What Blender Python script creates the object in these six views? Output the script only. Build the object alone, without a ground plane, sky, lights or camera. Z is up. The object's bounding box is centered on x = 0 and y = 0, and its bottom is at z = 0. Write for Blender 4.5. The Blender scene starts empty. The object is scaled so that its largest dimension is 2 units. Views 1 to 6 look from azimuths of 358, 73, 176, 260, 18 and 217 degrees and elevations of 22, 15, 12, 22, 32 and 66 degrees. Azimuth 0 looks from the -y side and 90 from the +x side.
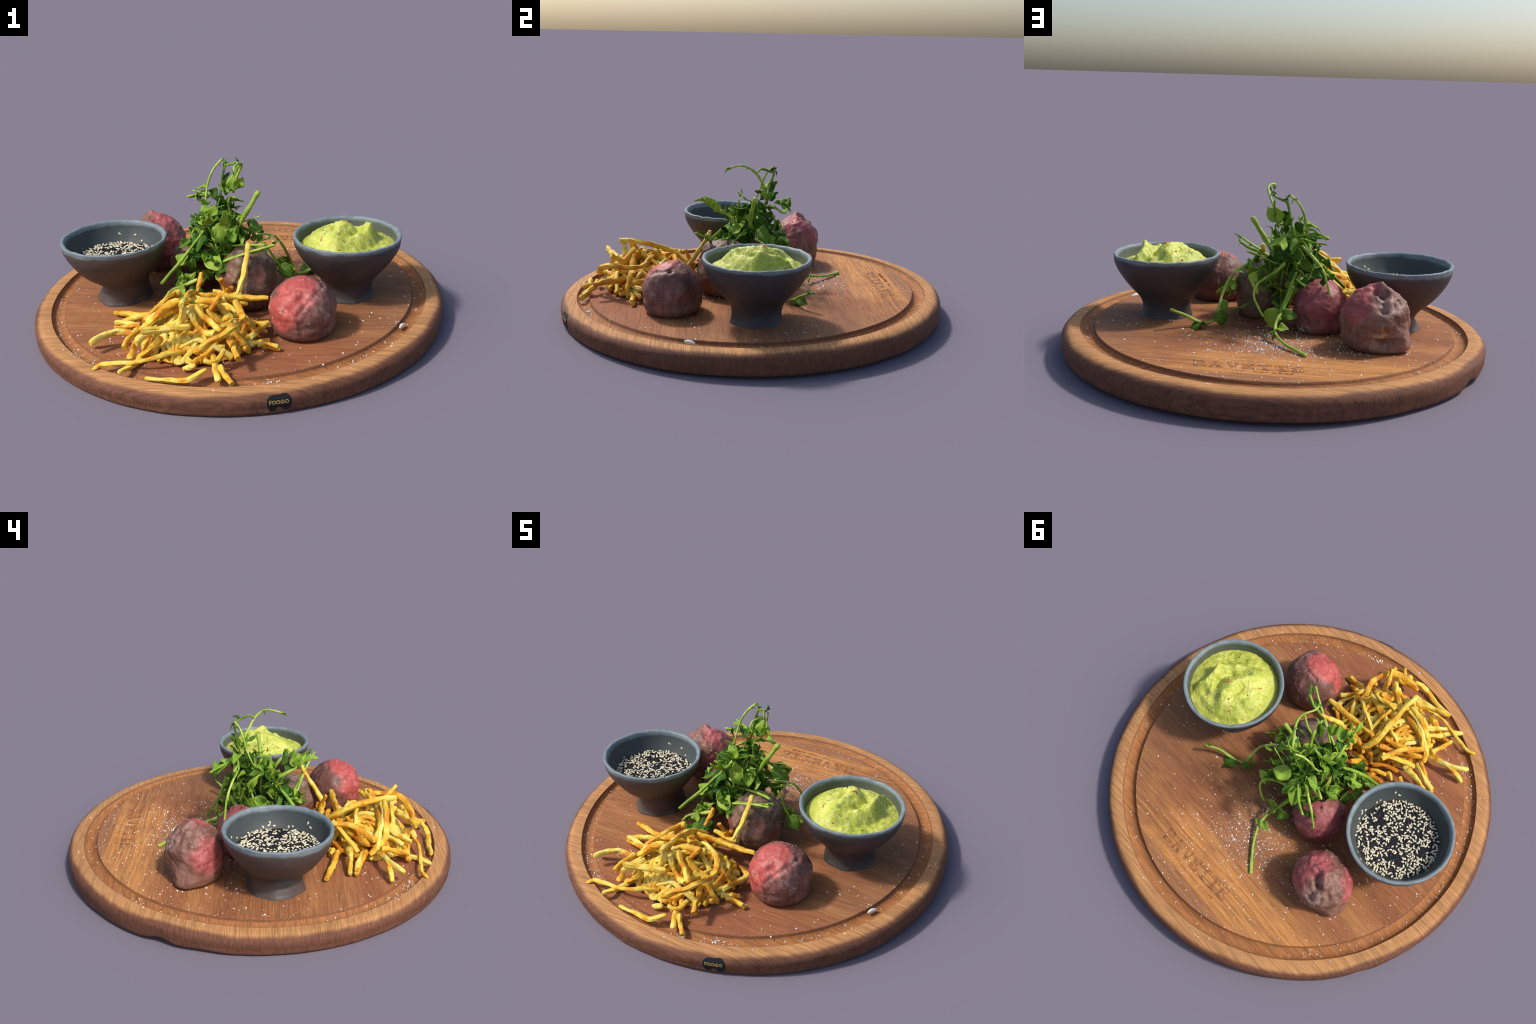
import bpy, bmesh, math, random
import numpy as np
from mathutils import Vector, Matrix, noise, Quaternion

rnd = random.Random(7)


def surf(x, y):
    """Upper face of the board, which lies a little askew: lowest at the front left."""
    return 0.108 + (0.0188 if x < 0 else 0.0125) * x + 0.0165 * y + 0.010 * max(0.0, y) * max(0.0, -x)


COL = bpy.context.scene.collection
V3 = Vector


# ------------------------------------------------------------------ helpers
def add_mesh(name, verts, faces, mat, parent=None, smooth=True, mats=None):
    me = bpy.data.meshes.new(name)
    me.from_pydata([tuple(v) for v in verts], [], [tuple(f) for f in faces])
    for m in (mats or [mat]):
        me.materials.append(m)
    me.polygons.foreach_set("use_smooth", [smooth] * len(me.polygons))
    me.update()
    ob = bpy.data.objects.new(name, me)
    COL.objects.link(ob)
    if parent:
        ob.parent = parent
    return ob


def add_copy(name, me, matrix, parent):
    ob = bpy.data.objects.new(name, me)
    COL.objects.link(ob)
    ob.parent = parent
    ob.matrix_local = matrix
    return ob


def thing(name, label, category, loc=(0, 0, 0)):
    e = bpy.data.objects.new(name, None)
    e.empty_display_size = 0.1
    COL.objects.link(e)
    e["label"], e["category"] = label, category
    return e


def fbm(p, scale, octaves=4, seed=0.0):
    q = V3((p[0] * scale + seed * 7.3, p[1] * scale - seed * 3.1, p[2] * scale + seed * 1.7))
    return noise.fractal(q, 0.9, 2.1, octaves)


def gauss(d, w):
    return math.exp(-(d / w) ** 2)


def seg_dist(px, py, pts):
    best = 9.0
    for (ax, ay), (bx, by) in zip(pts, pts[1:]):
        vx, vy = bx - ax, by - ay
        t = max(0, min(1, ((px - ax) * vx + (py - ay) * vy) / (vx * vx + vy * vy + 1e-12)))
        best = min(best, math.hypot(px - ax - t * vx, py - ay - t * vy))
    return best


def spline(pts, n):
    """Catmull-Rom through the control points, n samples per span."""
    P = [V3(p) for p in pts]
    if len(P) == 2:
        return [P[0].lerp(P[1], i / (n * 2)) for i in range(n * 2 + 1)]
    P = [P[0] * 2 - P[1]] + P + [P[-1] * 2 - P[-2]]
    out = []
    for i in range(1, len(P) - 2):
        a, b, c, d = P[i - 1:i + 3]
        for k in range(n):
            t = k / n
            out.append(0.5 * ((2 * b) + (c - a) * t + (2 * a - 5 * b + 4 * c - d) * t * t + (3 * b - a - 3 * c + d) * t ** 3))
    out.append(P[-2].copy())
    return out


def relax(pts, k=0.35):
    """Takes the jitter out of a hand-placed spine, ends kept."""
    P = [V3(p) for p in pts]
    return [P[i] if i in (0, len(P) - 1) else P[i].lerp((P[i - 1] + P[i + 1]) / 2, k) for i in range(len(P))]


def tube(pts, radius, sides=8, square=0.0, flat=1.0, wob=0.15, seed=0, twist=0.5, round_ends=False):
    """Sweeps a rounded-square section along a curve; radius(t) gives its half width."""
    n = len(pts)
    T = [(pts[min(i + 1, n - 1)] - pts[max(i - 1, 0)]).normalized() for i in range(n)]
    up = V3((0, 0, 1)) if abs(T[0].z) < 0.9 else V3((1, 0, 0))
    N = (up - T[0] * up.dot(T[0])).normalized()
    verts, faces = [], []
    sections = []
    for i in range(n):
        N = (N - T[i] * N.dot(T[i])).normalized()
        sections.append((pts[i], T[i], N.copy(), i / (n - 1)))
    if round_ends:
        p, t, m, s = sections[0]
        r = radius(0.0)
        sections = [(p - t * r * 0.45, t, m, 0.0)] + sections
        p, t, m, s = sections[-1]
        sections.append((p + t * radius(1.0) * 0.45, t, m, 1.0))
    last = len(sections) - 1
    for i, (p, t, m, s) in enumerate(sections):
        B = t.cross(m)
        r = radius(s) * (0.45 if round_ends and i in (0, last) else 1)
        tw = twist * s * 3 + seed
        for k in range(sides):
            a = 2 * math.pi * k / sides
            ca, sa = math.cos(a), math.sin(a)
            f = 1 + square * (1 / max(abs(ca), abs(sa)) - 1)
            w = 1 + wob * noise.noise(V3((p.x * 38 + ca + seed * 5, p.y * 38 + sa, p.z * 38 - seed)))
            x, y = ca * f * r * w, sa * f * r * w * flat
            x, y = x * math.cos(tw) - y * math.sin(tw), x * math.sin(tw) + y * math.cos(tw)
            verts.append(p + m * x + B * y)
    m = len(sections)
    for i in range(m - 1):
        for k in range(sides):
            a, b = i * sides + k, i * sides + (k + 1) % sides
            faces.append((a, b, b + sides, a + sides))
    faces.append(tuple(range(sides - 1, -1, -1)))
    faces.append(tuple(range((m - 1) * sides, m * sides)))
    return verts, faces


def revolve(profile, seg, fn):
    """Lathe; fn(r, z, angle, i) returns the displaced point. Ends on the axis are closed."""
    verts, faces = [], []
    for i, (r, z) in enumerate(profile):
        for k in range(seg):
            verts.append(fn(r, z, 2 * math.pi * k / seg, i))
    for i in range(len(profile) - 1):
        for k in range(seg):
            a, b = i * seg + k, i * seg + (k + 1) % seg
            faces.append((a, b, b + seg, a + seg))
    for ring, flip in ((0, True), (len(profile) - 1, False)):
        c = len(verts)
        pts = verts[ring * seg:(ring + 1) * seg]
        verts.append(sum((V3(p) for p in pts), V3()) / seg)
        for k in range(seg):
            a, b = ring * seg + k, ring * seg + (k + 1) % seg
            faces.append((b, a, c) if flip else (a, b, c))
    return verts, faces


def densify(profile, step):
    out = [profile[0]]
    for (r0, z0), (r1, z1) in zip(profile, profile[1:]):
        n = max(1, int(math.hypot(r1 - r0, z1 - z0) / step + 0.5))
        for i in range(1, n + 1):
            out.append((r0 + (r1 - r0) * i / n, z0 + (z1 - z0) * i / n))
    return out


# ------------------------------------------------------------------ node helpers
class Mat:
    def __init__(self, name, rough=0.8, spec=0.2):
        self.m = bpy.data.materials.new(name)
        self.m.use_nodes = True
        self.t = self.m.node_tree
        self.b = self.t.nodes["Principled BSDF"]
        self.b.inputs["Roughness"].default_value = rough
        self.b.inputs["Specular IOR Level"].default_value = spec
        self.co = self.n("ShaderNodeTexCoord").outputs["Object"]

    def n(self, kind, **kw):
        x = self.t.nodes.new(kind)
        for k, v in kw.items():
            setattr(x, k, v)
        return x

    def put(self, sock, v):
        if isinstance(v, bpy.types.NodeSocket):
            self.t.links.new(v, sock)
        elif isinstance(v, (tuple, list)) and len(v) == 3 and sock.type == "RGBA":
            sock.default_value = (*v, 1)
        else:
            sock.default_value = v

    def mapping(self, scale=(1, 1, 1), rot=(0, 0, 0), loc=(0, 0, 0), co=None):
        x = self.n("ShaderNodeMapping")
        self.put(x.inputs["Vector"], co or self.co)
        x.inputs["Scale"].default_value = scale
        x.inputs["Rotation"].default_value = rot
        x.inputs["Location"].default_value = loc
        return x.outputs[0]

    def noise(self, scale, detail=4, rough=0.55, co=None, dist=0.0):
        x = self.n("ShaderNodeTexNoise")
        self.put(x.inputs["Vector"], co or self.co)
        x.inputs["Scale"].default_value = scale
        x.inputs["Detail"].default_value = detail
        x.inputs["Roughness"].default_value = rough
        x.inputs["Distortion"].default_value = dist
        return x.outputs["Fac"]

    def voronoi(self, scale, co=None, out="Distance", feature="F1", rand=1.0):
        x = self.n("ShaderNodeTexVoronoi", feature=feature)
        self.put(x.inputs["Vector"], co or self.co)
        x.inputs["Scale"].default_value = scale
        x.inputs["Randomness"].default_value = rand
        return x.outputs[out]

    def math(self, op, a, b=None, c=None, clamp=False):
        x = self.n("ShaderNodeMath", operation=op, use_clamp=clamp)
        for i, v in enumerate((a, b, c)):
            if v is not None:
                self.put(x.inputs[i], v)
        return x.outputs[0]

    def step(self, v, lo, hi, a=0.0, b=1.0):
        x = self.n("ShaderNodeMapRange", interpolation_type="SMOOTHSTEP")
        self.put(x.inputs["Value"], v)
        x.inputs["From Min"].default_value, x.inputs["From Max"].default_value = lo, hi
        x.inputs["To Min"].default_value, x.inputs["To Max"].default_value = a, b
        return x.outputs[0]

    def mix(self, f, a, b, blend="MIX"):
        x = self.n("ShaderNodeMix", data_type="RGBA", blend_type=blend)
        self.put(x.inputs[0], f)
        self.put(x.inputs[6], a)
        self.put(x.inputs[7], b)
        return x.outputs[2]

    def ramp(self, v, stops):
        x = self.n("ShaderNodeValToRGB")
        self.put(x.inputs[0], v)
        el = x.color_ramp.elements
        while len(el) < len(stops):
            el.new(0.5)
        for e, (p, c) in zip(el, stops):
            e.position, e.color = p, (*c, 1)
        return x.outputs[0]

    def xyz(self, co=None):
        x = self.n("ShaderNodeSeparateXYZ")
        self.put(x.inputs[0], co or self.co)
        return x.outputs

    def near(self, point, r0, r1, co=None):
        """1 at the point, 0 beyond r1."""
        x = self.n("ShaderNodeVectorMath", operation="DISTANCE")
        self.put(x.inputs[0], co or self.co)
        x.inputs[1].default_value = point
        return self.step(x.outputs["Value"], r0, r1, 1.0, 0.0)

    def bump(self, h, strength=0.3, dist=0.01):
        x = self.n("ShaderNodeBump")
        x.inputs["Strength"].default_value = strength
        x.inputs["Distance"].default_value = dist
        self.put(x.inputs["Height"], h)
        self.put(self.b.inputs["Normal"], x.outputs[0])
        return x.outputs[0]

    def done(self, colour):
        self.put(self.b.inputs["Base Color"], colour)
        return self.m


GRAIN = math.atan2(0.195, -0.98)     # direction of the planks (and of the lettering)


def wood_material(name, burnt=0.0):
    M = Mat(name, 0.75, 0.25)
    turned = M.mapping(rot=(0, 0, -GRAIN))
    fine = M.noise(1.0, 6, 0.65, M.mapping((9, 300, 50), co=turned), 0.3)
    mid = M.noise(1.0, 5, 0.6, M.mapping((4.0, 95, 20), co=turned), 0.5)
    wide = M.noise(1.0, 3, 0.5, M.mapping((0.5, 7.5, 3), loc=(0, 3.1, 0), co=turned), 0.3)
    x, y, z = M.xyz()
    r = M.math("SQRT", M.math("ADD", M.math("MULTIPLY", x, x), M.math("MULTIPLY", y, y)))
    blot = M.noise(3.2, 4, 0.6)
    # inner face: red brown, planks of differing tone, gold towards the lettering
    face = M.ramp(wide, [(0.30, (0.232, 0.085, 0.038)), (0.48, (0.300, 0.115, 0.046)), (0.56, (0.350, 0.142, 0.054)), (0.70, (0.410, 0.182, 0.065))])
    s = M.math("ADD", M.math("MULTIPLY", x, 0.195), M.math("MULTIPLY", y, 0.98))
    gold = M.math("MULTIPLY", M.step(s, 0.42, 0.62), M.step(s, 0.84, 0.74))
    face = M.mix(M.math("MULTIPLY", gold, M.step(mid, 0.36, 0.56, 0.3, 0.95)), face, (0.53, 0.232, 0.067))
    face = M.mix(M.step(blot, 0.52, 0.70, 0, 0.5), face, (0.40, 0.175, 0.064))
    face = M.mix(M.step(M.noise(2.1, 4, 0.6, M.mapping(loc=(4, 2, 0))), 0.52, 0.68, 0, 0.5), face, (0.225, 0.075, 0.036))
    dark_plank = M.math("MULTIPLY", M.step(s, 0.765, 0.80), M.step(s, 0.93, 0.88))
    face = M.mix(M.math("MULTIPLY", dark_plank, 0.55), face, (0.25, 0.115, 0.058))
    stain = M.step(M.math("ADD", s, M.math("MULTIPLY", blot, 0.35)), -0.55, -0.1, 0.8, 0.0)
    face = M.mix(M.math("MULTIPLY", stain, 0.5), face, (0.29, 0.095, 0.046))
    face = M.mix(M.step(M.math("ADD", x, M.math("MULTIPLY", mid, 0.3)), 0.45, 0.95, 0, 0.45), face, (0.235, 0.115, 0.055))  # grey-brown tint on the right: guacamole bowl's shadow, baked into the wood colour
    # the rim, drier and paler; the groove, orange
    rim = M.mix(mid, (0.385, 0.176, 0.069), (0.54, 0.275, 0.105))
    rim = M.mix(M.step(blot, 0.55, 0.7, 0, 0.35), rim, (0.33, 0.165, 0.075))
    groove = M.mix(mid, (0.26, 0.098, 0.035), (0.42, 0.175, 0.057))  # base colour darkened so the shaded channel looks deeper
    col = M.mix(M.step(r, 0.848, 0.862), face, groove)
    col = M.mix(M.step(r, 0.905, 0.918), col, rim)
    for edge_r in (0.8525, 0.9150):                 # painted dark lines: shading of the groove's two edges, for depth
        line = M.step(M.math("ABSOLUTE", M.math("SUBTRACT", r, edge_r)), 0.0045, 0.0010)
        col = M.mix(M.math("MULTIPLY", line, M.step(mid, 0.35, 0.6, 0.35, 0.75)), col, (0.130, 0.050, 0.024))
    side = M.mix(M.noise(1.0, 5, 0.6, M.mapping((7, 7, 26))), (0.115, 0.047, 0.027), (0.195, 0.080, 0.045))  # side wood coloured darker than the top, part of its shade included
    edge = M.math("ADD", r, M.math("MULTIPLY", M.math("SUBTRACT", blot, 0.5), 0.05))
    col = M.mix(M.step(edge, 0.966, 0.990, 0, 1.0), col, side)
    streak = M.step(M.math("MULTIPLY_ADD", fine, 0.65, M.math("MULTIPLY", mid, 0.35)), 0.36, 0.62, 0.62, 1.18)
    col = M.mix(1.0, col, M.mix(1.0, (1, 1, 1), streak, "MULTIPLY"), "MULTIPLY")
    if burnt:
        worn = M.step(M.noise(26, 4, 0.6), 0.36, 0.62)
        lines = M.step(fine, 0.38, 0.62)
        f = M.math("MULTIPLY", M.math("MULTIPLY_ADD", worn, -0.72, 1.0), M.math("MULTIPLY_ADD", lines, -0.30, 1.0))
        col = M.mix(M.math("MULTIPLY", f, burnt), col, (0.12, 0.038, 0.024))
    # powder of salt, too fine to build
    dust = M.math("MULTIPLY", M.step(M.voronoi(170), 0.16, 0.10), M.step(M.noise(5, 3, 0.7), 0.48, 0.66))
    heavy = M.math("MULTIPLY", M.step(M.noise(330, 2, 0.5), 0.56, 0.66), M.near((0.02, 0.40, 0.115), 0.02, 0.24))
    top = M.step(r, 0.96, 0.94)
    grains = M.math("MULTIPLY", M.math("MAXIMUM", M.math("MULTIPLY", dust, 0.35), M.math("MULTIPLY", heavy, 0.35)), top)
    col = M.mix(grains, col, (0.62, 0.56, 0.52))
    M.bump(M.math("ADD", M.math("MULTIPLY", fine, 0.6), M.math("MULTIPLY", mid, 0.6)), 0.35, 0.004)
    return M.done(col)


def slate_material(name, base, warm=(1.2, 1.12, 1.06), rim=0.286):
    M = Mat(name, 0.5, 0.35)
    x, y, z = M.xyz()
    n = M.noise(9, 5, 0.6)
    g = M.noise(150, 3, 0.6)
    cloud = M.noise(5, 4, 0.6)
    col = M.mix(cloud, tuple(c * 0.82 for c in base), tuple(c * f for c, f in zip(base, warm)))
    col = M.mix(M.step(g, 0.35, 0.65, 0, 0.35), col, tuple(c * 0.6 for c in base))
    # thin glaze breaking to pale blue on the lip
    lip = M.step(M.math("ADD", z, M.math("MULTIPLY", M.math("SUBTRACT", n, 0.5), 0.030)), rim, rim + 0.016)
    col = M.mix(M.math("MULTIPLY", lip, 0.9), col, M.mix(M.noise(24, 5, 0.65), (0.090, 0.125, 0.143), (0.29, 0.345, 0.365)))
    M.bump(M.math("ADD", g, M.math("MULTIPLY", n, 2.0)), 0.25, 0.003)
    return M.done(col)


def guacamole_material():
    M = Mat("guacamole_paste", 0.45, 0.35)
    n = M.noise(13, 5, 0.65, dist=0.4)
    f = M.noise(75, 4, 0.65)
    col = M.ramp(n, [(0.30, (0.27, 0.33, 0.035)), (0.44, (0.42, 0.46, 0.062)), (0.56, (0.54, 0.56, 0.095)), (0.72, (0.65, 0.65, 0.19))])
    col = M.mix(M.step(f, 0.52, 0.70, 0, 0.6), col, (0.72, 0.72, 0.26))
    col = M.mix(M.step(f, 0.42, 0.30, 0, 0.5), col, (0.30, 0.38, 0.035))
    M.b.inputs["Subsurface Weight"].default_value = 0.08
    M.b.inputs["Subsurface Radius"].default_value = (0.02, 0.02, 0.006)
    M.b.inputs["Subsurface Scale"].default_value = 0.3
    M.bump(M.math("ADD", f, n), 0.5, 0.006)
    return M.done(col)


def meat_material(name, rare, sear, dull, spots, fat=(), bias=0.5):
    """Rare red flesh in patches round the spots, seared brown elsewhere, pale fat and sinew."""
    M = Mat(name, 0.5, 0.35)
    n = M.noise(6, 5, 0.6, dist=0.4)
    m = M.noise(20, 5, 0.65, dist=0.6)
    f = M.noise(75, 4, 0.65)
    fibre = M.noise(1.0, 5, 0.62, M.mapping((34, 34, 9), rot=(0.15, 0.1, 0)), 0.8)
    red = 0.0
    for p, r in spots:
        k = M.near(p, r * 0.30, r * 1.35)
        red = k if isinstance(red, float) else M.math("MAXIMUM", red, k)
    red = M.math("ADD", red, M.math("MULTIPLY", M.math("SUBTRACT", n, bias), 1.3))
    red = M.math("ADD", red, M.math("MULTIPLY", M.math("SUBTRACT", m, 0.5), 0.7))
    red = M.step(red, 0.18, 0.82)
    br = M.mix(M.step(M.math("ADD", M.math("MULTIPLY", n, 0.5), M.math("MULTIPLY", fibre, 0.5)), 0.36, 0.64), sear, dull)
    rd = M.ramp(m, [(0.30, tuple(c * 0.62 for c in rare)), (0.50, rare), (0.72, tuple(min(1, c * k) for c, k in zip(rare, (1.30, 1.75, 1.75))))])
    col = M.mix(red, br, rd)
    col = M.mix(M.step(fibre, 0.55, 0.72, 0.0, 0.42), col, M.mix(0.5, col, (0.50, 0.27, 0.23)))
    col = M.mix(M.step(fibre, 0.42, 0.28, 0.0, 0.5), col, tuple(c * 0.55 for c in sear))
    col = M.mix(M.step(f, 0.40, 0.28, 0, 0.45), col, tuple(c * 0.5 for c in sear))
    for p, r, c in fat:
        k = M.math("MULTIPLY", M.near(p, r * 0.15, r), M.step(M.noise(26, 5, 0.65, dist=1.2), 0.40, 0.62))
        col = M.mix(M.math("MULTIPLY", k, 0.85), col, c)
    grain = M.math("MULTIPLY", M.step(M.voronoi(95), 0.20, 0.12), M.step(m, 0.48, 0.62))
    col = M.mix(M.math("MULTIPLY", grain, 0.55), col, (0.68, 0.55, 0.50))
    M.bump(M.math("ADD", M.math("MULTIPLY", f, 0.4), M.math("ADD", M.math("MULTIPLY", m, 0.25), M.math("MULTIPLY", fibre, 0.4))), 0.3, 0.004)
    return M.done(col)


def fry_material(name, shift=0.0):
    M = Mat(name, 0.6, 0.3)
    ran = M.n("ShaderNodeObjectInfo").outputs["Random"]
    n = M.noise(15, 4, 0.6)
    f = M.noise(70, 4, 0.65)
    v = M.math("ADD", n, M.math("MULTIPLY", M.math("SUBTRACT", ran, 0.5), 0.22))
    v = M.math("SUBTRACT", v, shift)
    col = M.ramp(v, [(0.30, (0.54, 0.185, 0.010)), (0.41, (0.66, 0.33, 0.022)), (0.50, (0.74, 0.48, 0.050)), (0.60, (0.78, 0.60, 0.115)), (0.76, (0.78, 0.65, 0.20))])
    col = M.mix(M.step(f, 0.56, 0.72, 0, 0.45), col, (0.52, 0.28, 0.03))
    col = M.mix(M.step(M.noise(48, 3, 0.6), 0.66, 0.74, 0, 0.75), col, (0.20, 0.085, 0.015))
    M.bump(M.math("ADD", f, n), 0.4, 0.005)
    return M.done(col)


def leaf_material(name, dark, light, scale=22):
    M = Mat(name, 0.5, 0.3)
    ran = M.n("ShaderNodeObjectInfo").outputs["Random"]
    x, y, z = M.xyz()
    n = M.noise(scale, 4, 0.6)
    v = M.math("ADD", n, M.math("MULTIPLY", M.math("SUBTRACT", ran, 0.5), 0.55))
    col = M.ramp(v, [(0.26, dark), (0.48, tuple((a + b) / 2.6 for a, b in zip(dark, light))), (0.62, light), (0.80, tuple(c * k for c, k in zip(light, (1.6, 1.25, 2.2))))])
    mid = M.step(M.math("ABSOLUTE", y), 0.030, 0.0, 0.0, 0.5)
    col = M.mix(mid, col, (0.30, 0.44, 0.06))
    M.bump(n, 0.3, 0.01)
    M.done(col)
    tr = M.n("ShaderNodeBsdfTranslucent")
    M.put(tr.inputs["Color"], col)
    mx = M.n("ShaderNodeMixShader")
    mx.inputs[0].default_value = 0.28
    M.t.links.new(M.b.outputs[0], mx.inputs[1])
    M.t.links.new(tr.outputs[0], mx.inputs[2])
    M.t.links.new(mx.outputs[0], M.t.nodes["Material Output"].inputs["Surface"])
    return M.m


def stem_material():
    M = Mat("shoot_stem", 0.5, 0.3)
    ran = M.n("ShaderNodeObjectInfo").outputs["Random"]
    n = M.noise(14, 4, 0.6)
    v = M.math("ADD", n, M.math("MULTIPLY", M.math("SUBTRACT", ran, 0.5), 0.35))
    col = M.ramp(v, [(0.30, (0.095, 0.20, 0.016)), (0.50, (0.25, 0.39, 0.035)), (0.68, (0.46, 0.56, 0.12))])
    M.bump(M.noise(60, 3, 0.6), 0.25, 0.004)
    return M.done(col)


def plain(name, col, rough=0.7, spec=0.3, vary=0.0, scale=30):
    M = Mat(name, rough, spec)
    if vary:
        n = M.noise(scale, 4, 0.6)
        ran = M.n("ShaderNodeObjectInfo").outputs["Random"]
        v = M.math("MULTIPLY_ADD", ran, 0.4, M.math("MULTIPLY", n, 0.6))
        return M.done(M.mix(v, tuple(c * (1 - vary) for c in col), tuple(min(1, c * (1 + vary)) for c in col)))
    return M.done(col)


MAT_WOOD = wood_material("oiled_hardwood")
MAT_BURN = wood_material("burnt_hardwood", 0.85)
MAT_BURN_FAINT = wood_material("faintly_burnt_hardwood", 0.38)
MAT_SALT = plain("salt_crystal", (0.82, 0.78, 0.74), 0.5, 0.4, 0.15)
MAT_BADGE = plain("badge_black", (0.011, 0.012, 0.015), 0.6, 0.2)
MAT_BADGE_GOLD = plain("badge_gold", (0.36, 0.25, 0.085), 0.6, 0.3)
MAT_SEED = plain("sesame_husk", (0.70, 0.63, 0.45), 0.55, 0.3, 0.24, 60)
MAT_RICE = plain("pale_grain", (0.66, 0.66, 0.58), 0.5, 0.3, 0.1)
MAT_PEPPER = plain("cracked_pepper", (0.035, 0.03, 0.018), 0.8, 0.2)
MAT_TOMATO = plain("red_pepper_sliver", (0.55, 0.15, 0.07), 0.5, 0.3, 0.2)
MAT_FRY = fry_material("fried_potato")
MAT_FRY_CRISP = fry_material("crisp_fried_potato", 0.12)
MAT_LEAF = leaf_material("shoot_leaf", (0.030, 0.120, 0.007), (0.27, 0.47, 0.036))
MAT_STEM = stem_material()
MAT_GUAC = guacamole_material()


# ------------------------------------------------------------------ serving board
def groove(r):
    """Depth of the juice groove at radius r."""
    g0, g1, depth = 0.851, 0.916, 0.026
    if g0 < r < g1:
        u = (r - g0) / (g1 - g0)
        return depth * math.sin(math.pi * u) ** 0.45
    return 0.0


def board_height(x, y):
    return surf(x, y) - groove(math.hypot(x, y))


def lower_edge(a):
    """Height of the lower edge at angle a: it touches the ground at the front left only, and is chipped at the back left."""
    def away(b):
        return math.atan2(math.sin(a - b), math.cos(a - b))
    return 0.0075 * (1 + math.cos(a - 0.9)) + 0.022 * gauss(away(2.50), 0.065) + 0.007 * gauss(away(2.68), 0.10)


SIDE = [(0.00, 0.989), (0.05, 0.9945), (0.15, 0.9970), (0.30, 0.9975), (0.48, 1.0), (0.62, 0.9995), (0.72, 0.9975), (0.81, 0.993), (0.885, 0.986), (0.945, 0.976), (0.985, 0.964), (1.0, 0.950)]


def side_radius(u):
    return float(np.interp(u, [q[0] for q in SIDE], [q[1] for q in SIDE]))


board = thing("serving_board", "round wooden serving board with a juice groove", "cutting board")
prof = [(r, "top") for r in (0.0008, 0.1, 0.2, 0.3, 0.4, 0.5, 0.6, 0.7, 0.78, 0.82, 0.842)]
prof += [(r, "top") for r in np.linspace(0.848, 0.919, 28)] + [(0.930, "top"), (0.942, "top")]
prof += [(u, "side") for u in (1.0, 0.985, 0.965, 0.945, 0.915, 0.885, 0.85, 0.81, 0.765, 0.72, 0.67, 0.62, 0.55, 0.48, 0.39, 0.30, 0.22, 0.15, 0.09, 0.05, 0.02, 0.0)]
prof += [(0.94, "under"), (0.7, "under"), (0.3, "under"), (0.0008, "under")]


def board_point(k, kind, a, i):
    c, s = math.cos(a), math.sin(a)
    if kind == "top":
        r = k + (0.0030 * noise.noise(V3((c * 4, s * 4, 0.3))) + 0.0014 * noise.noise(V3((c * 25, s * 25, k * 9))) if k > 0.8 else 0)
        z = board_height(k * c, k * s) + (0.0010 * noise.noise(V3((c * 30, s * 30, k * 40))) if 0.84 < k < 0.93 else 0)
        return (r * c, r * s, z)
    zb = lower_edge(a)
    if kind == "under":
        return (k * c, k * s, max(0.0, zb * 0.8))
    r = side_radius(k)
    r += 0.0028 * noise.noise(V3((c * 7, s * 7, k * 2.5 + 4))) * (1 if k < 0.95 else 0.6) + 0.0010 * noise.noise(V3((c * 34, s * 34, k * 6)))
    r -= 0.35 * max(0, zb - 0.016) * (1 - k)
    zt = surf(0.95 * c, 0.95 * s)
    return (min(r, 1.0) * c, min(r, 1.0) * s, zb + k * (zt - zb))


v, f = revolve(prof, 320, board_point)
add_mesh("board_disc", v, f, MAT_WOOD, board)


# burnt-in lettering: slab letters drawn with thick and thin strokes in a unit box
def bar(x0, y0, x1, y1):
    return [(x0, y0), (x1, y0), (x1, y1), (x0, y1)]


LETTERS = {
    "B": [bar(.05, 0, .36, 1), bar(0, 0, .7, .11), bar(0, .89, .7, 1), bar(.3, .46, .7, .57), bar(.64, .55, .9, .95), bar(.68, .06, .98, .5)],
    "A": [[(.05, .05), (.18, .05), (.5, 1), (.38, 1)], [(.58, .05), (.9, .05), (.62, 1), (.36, 1)], bar(.22, .3, .7, .4), bar(0, 0, .3, .09), bar(.5, 0, 1, .09)],
    "V": [[(.08, .95), (.42, .95), (.64, 0), (.42, 0)], [(.82, .95), (.94, .95), (.62, 0), (.5, 0)], bar(0, .91, .5, 1), bar(.7, .91, 1, 1)],
    "E": [bar(.05, 0, .38, 1), bar(0, 0, .9, .11), bar(0, .89, .88, 1), bar(.3, .45, .66, .55), bar(.8, 0, .9, .3), bar(.78, .72, .88, 1), bar(.58, .36, .66, .64)],
    "T": [bar(.34, 0, .66, 1), bar(0, .88, 1, 1), bar(0, .66, .11, 1), bar(.89, .66, 1, 1), bar(.2, 0, .8, .1)],
}


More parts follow.
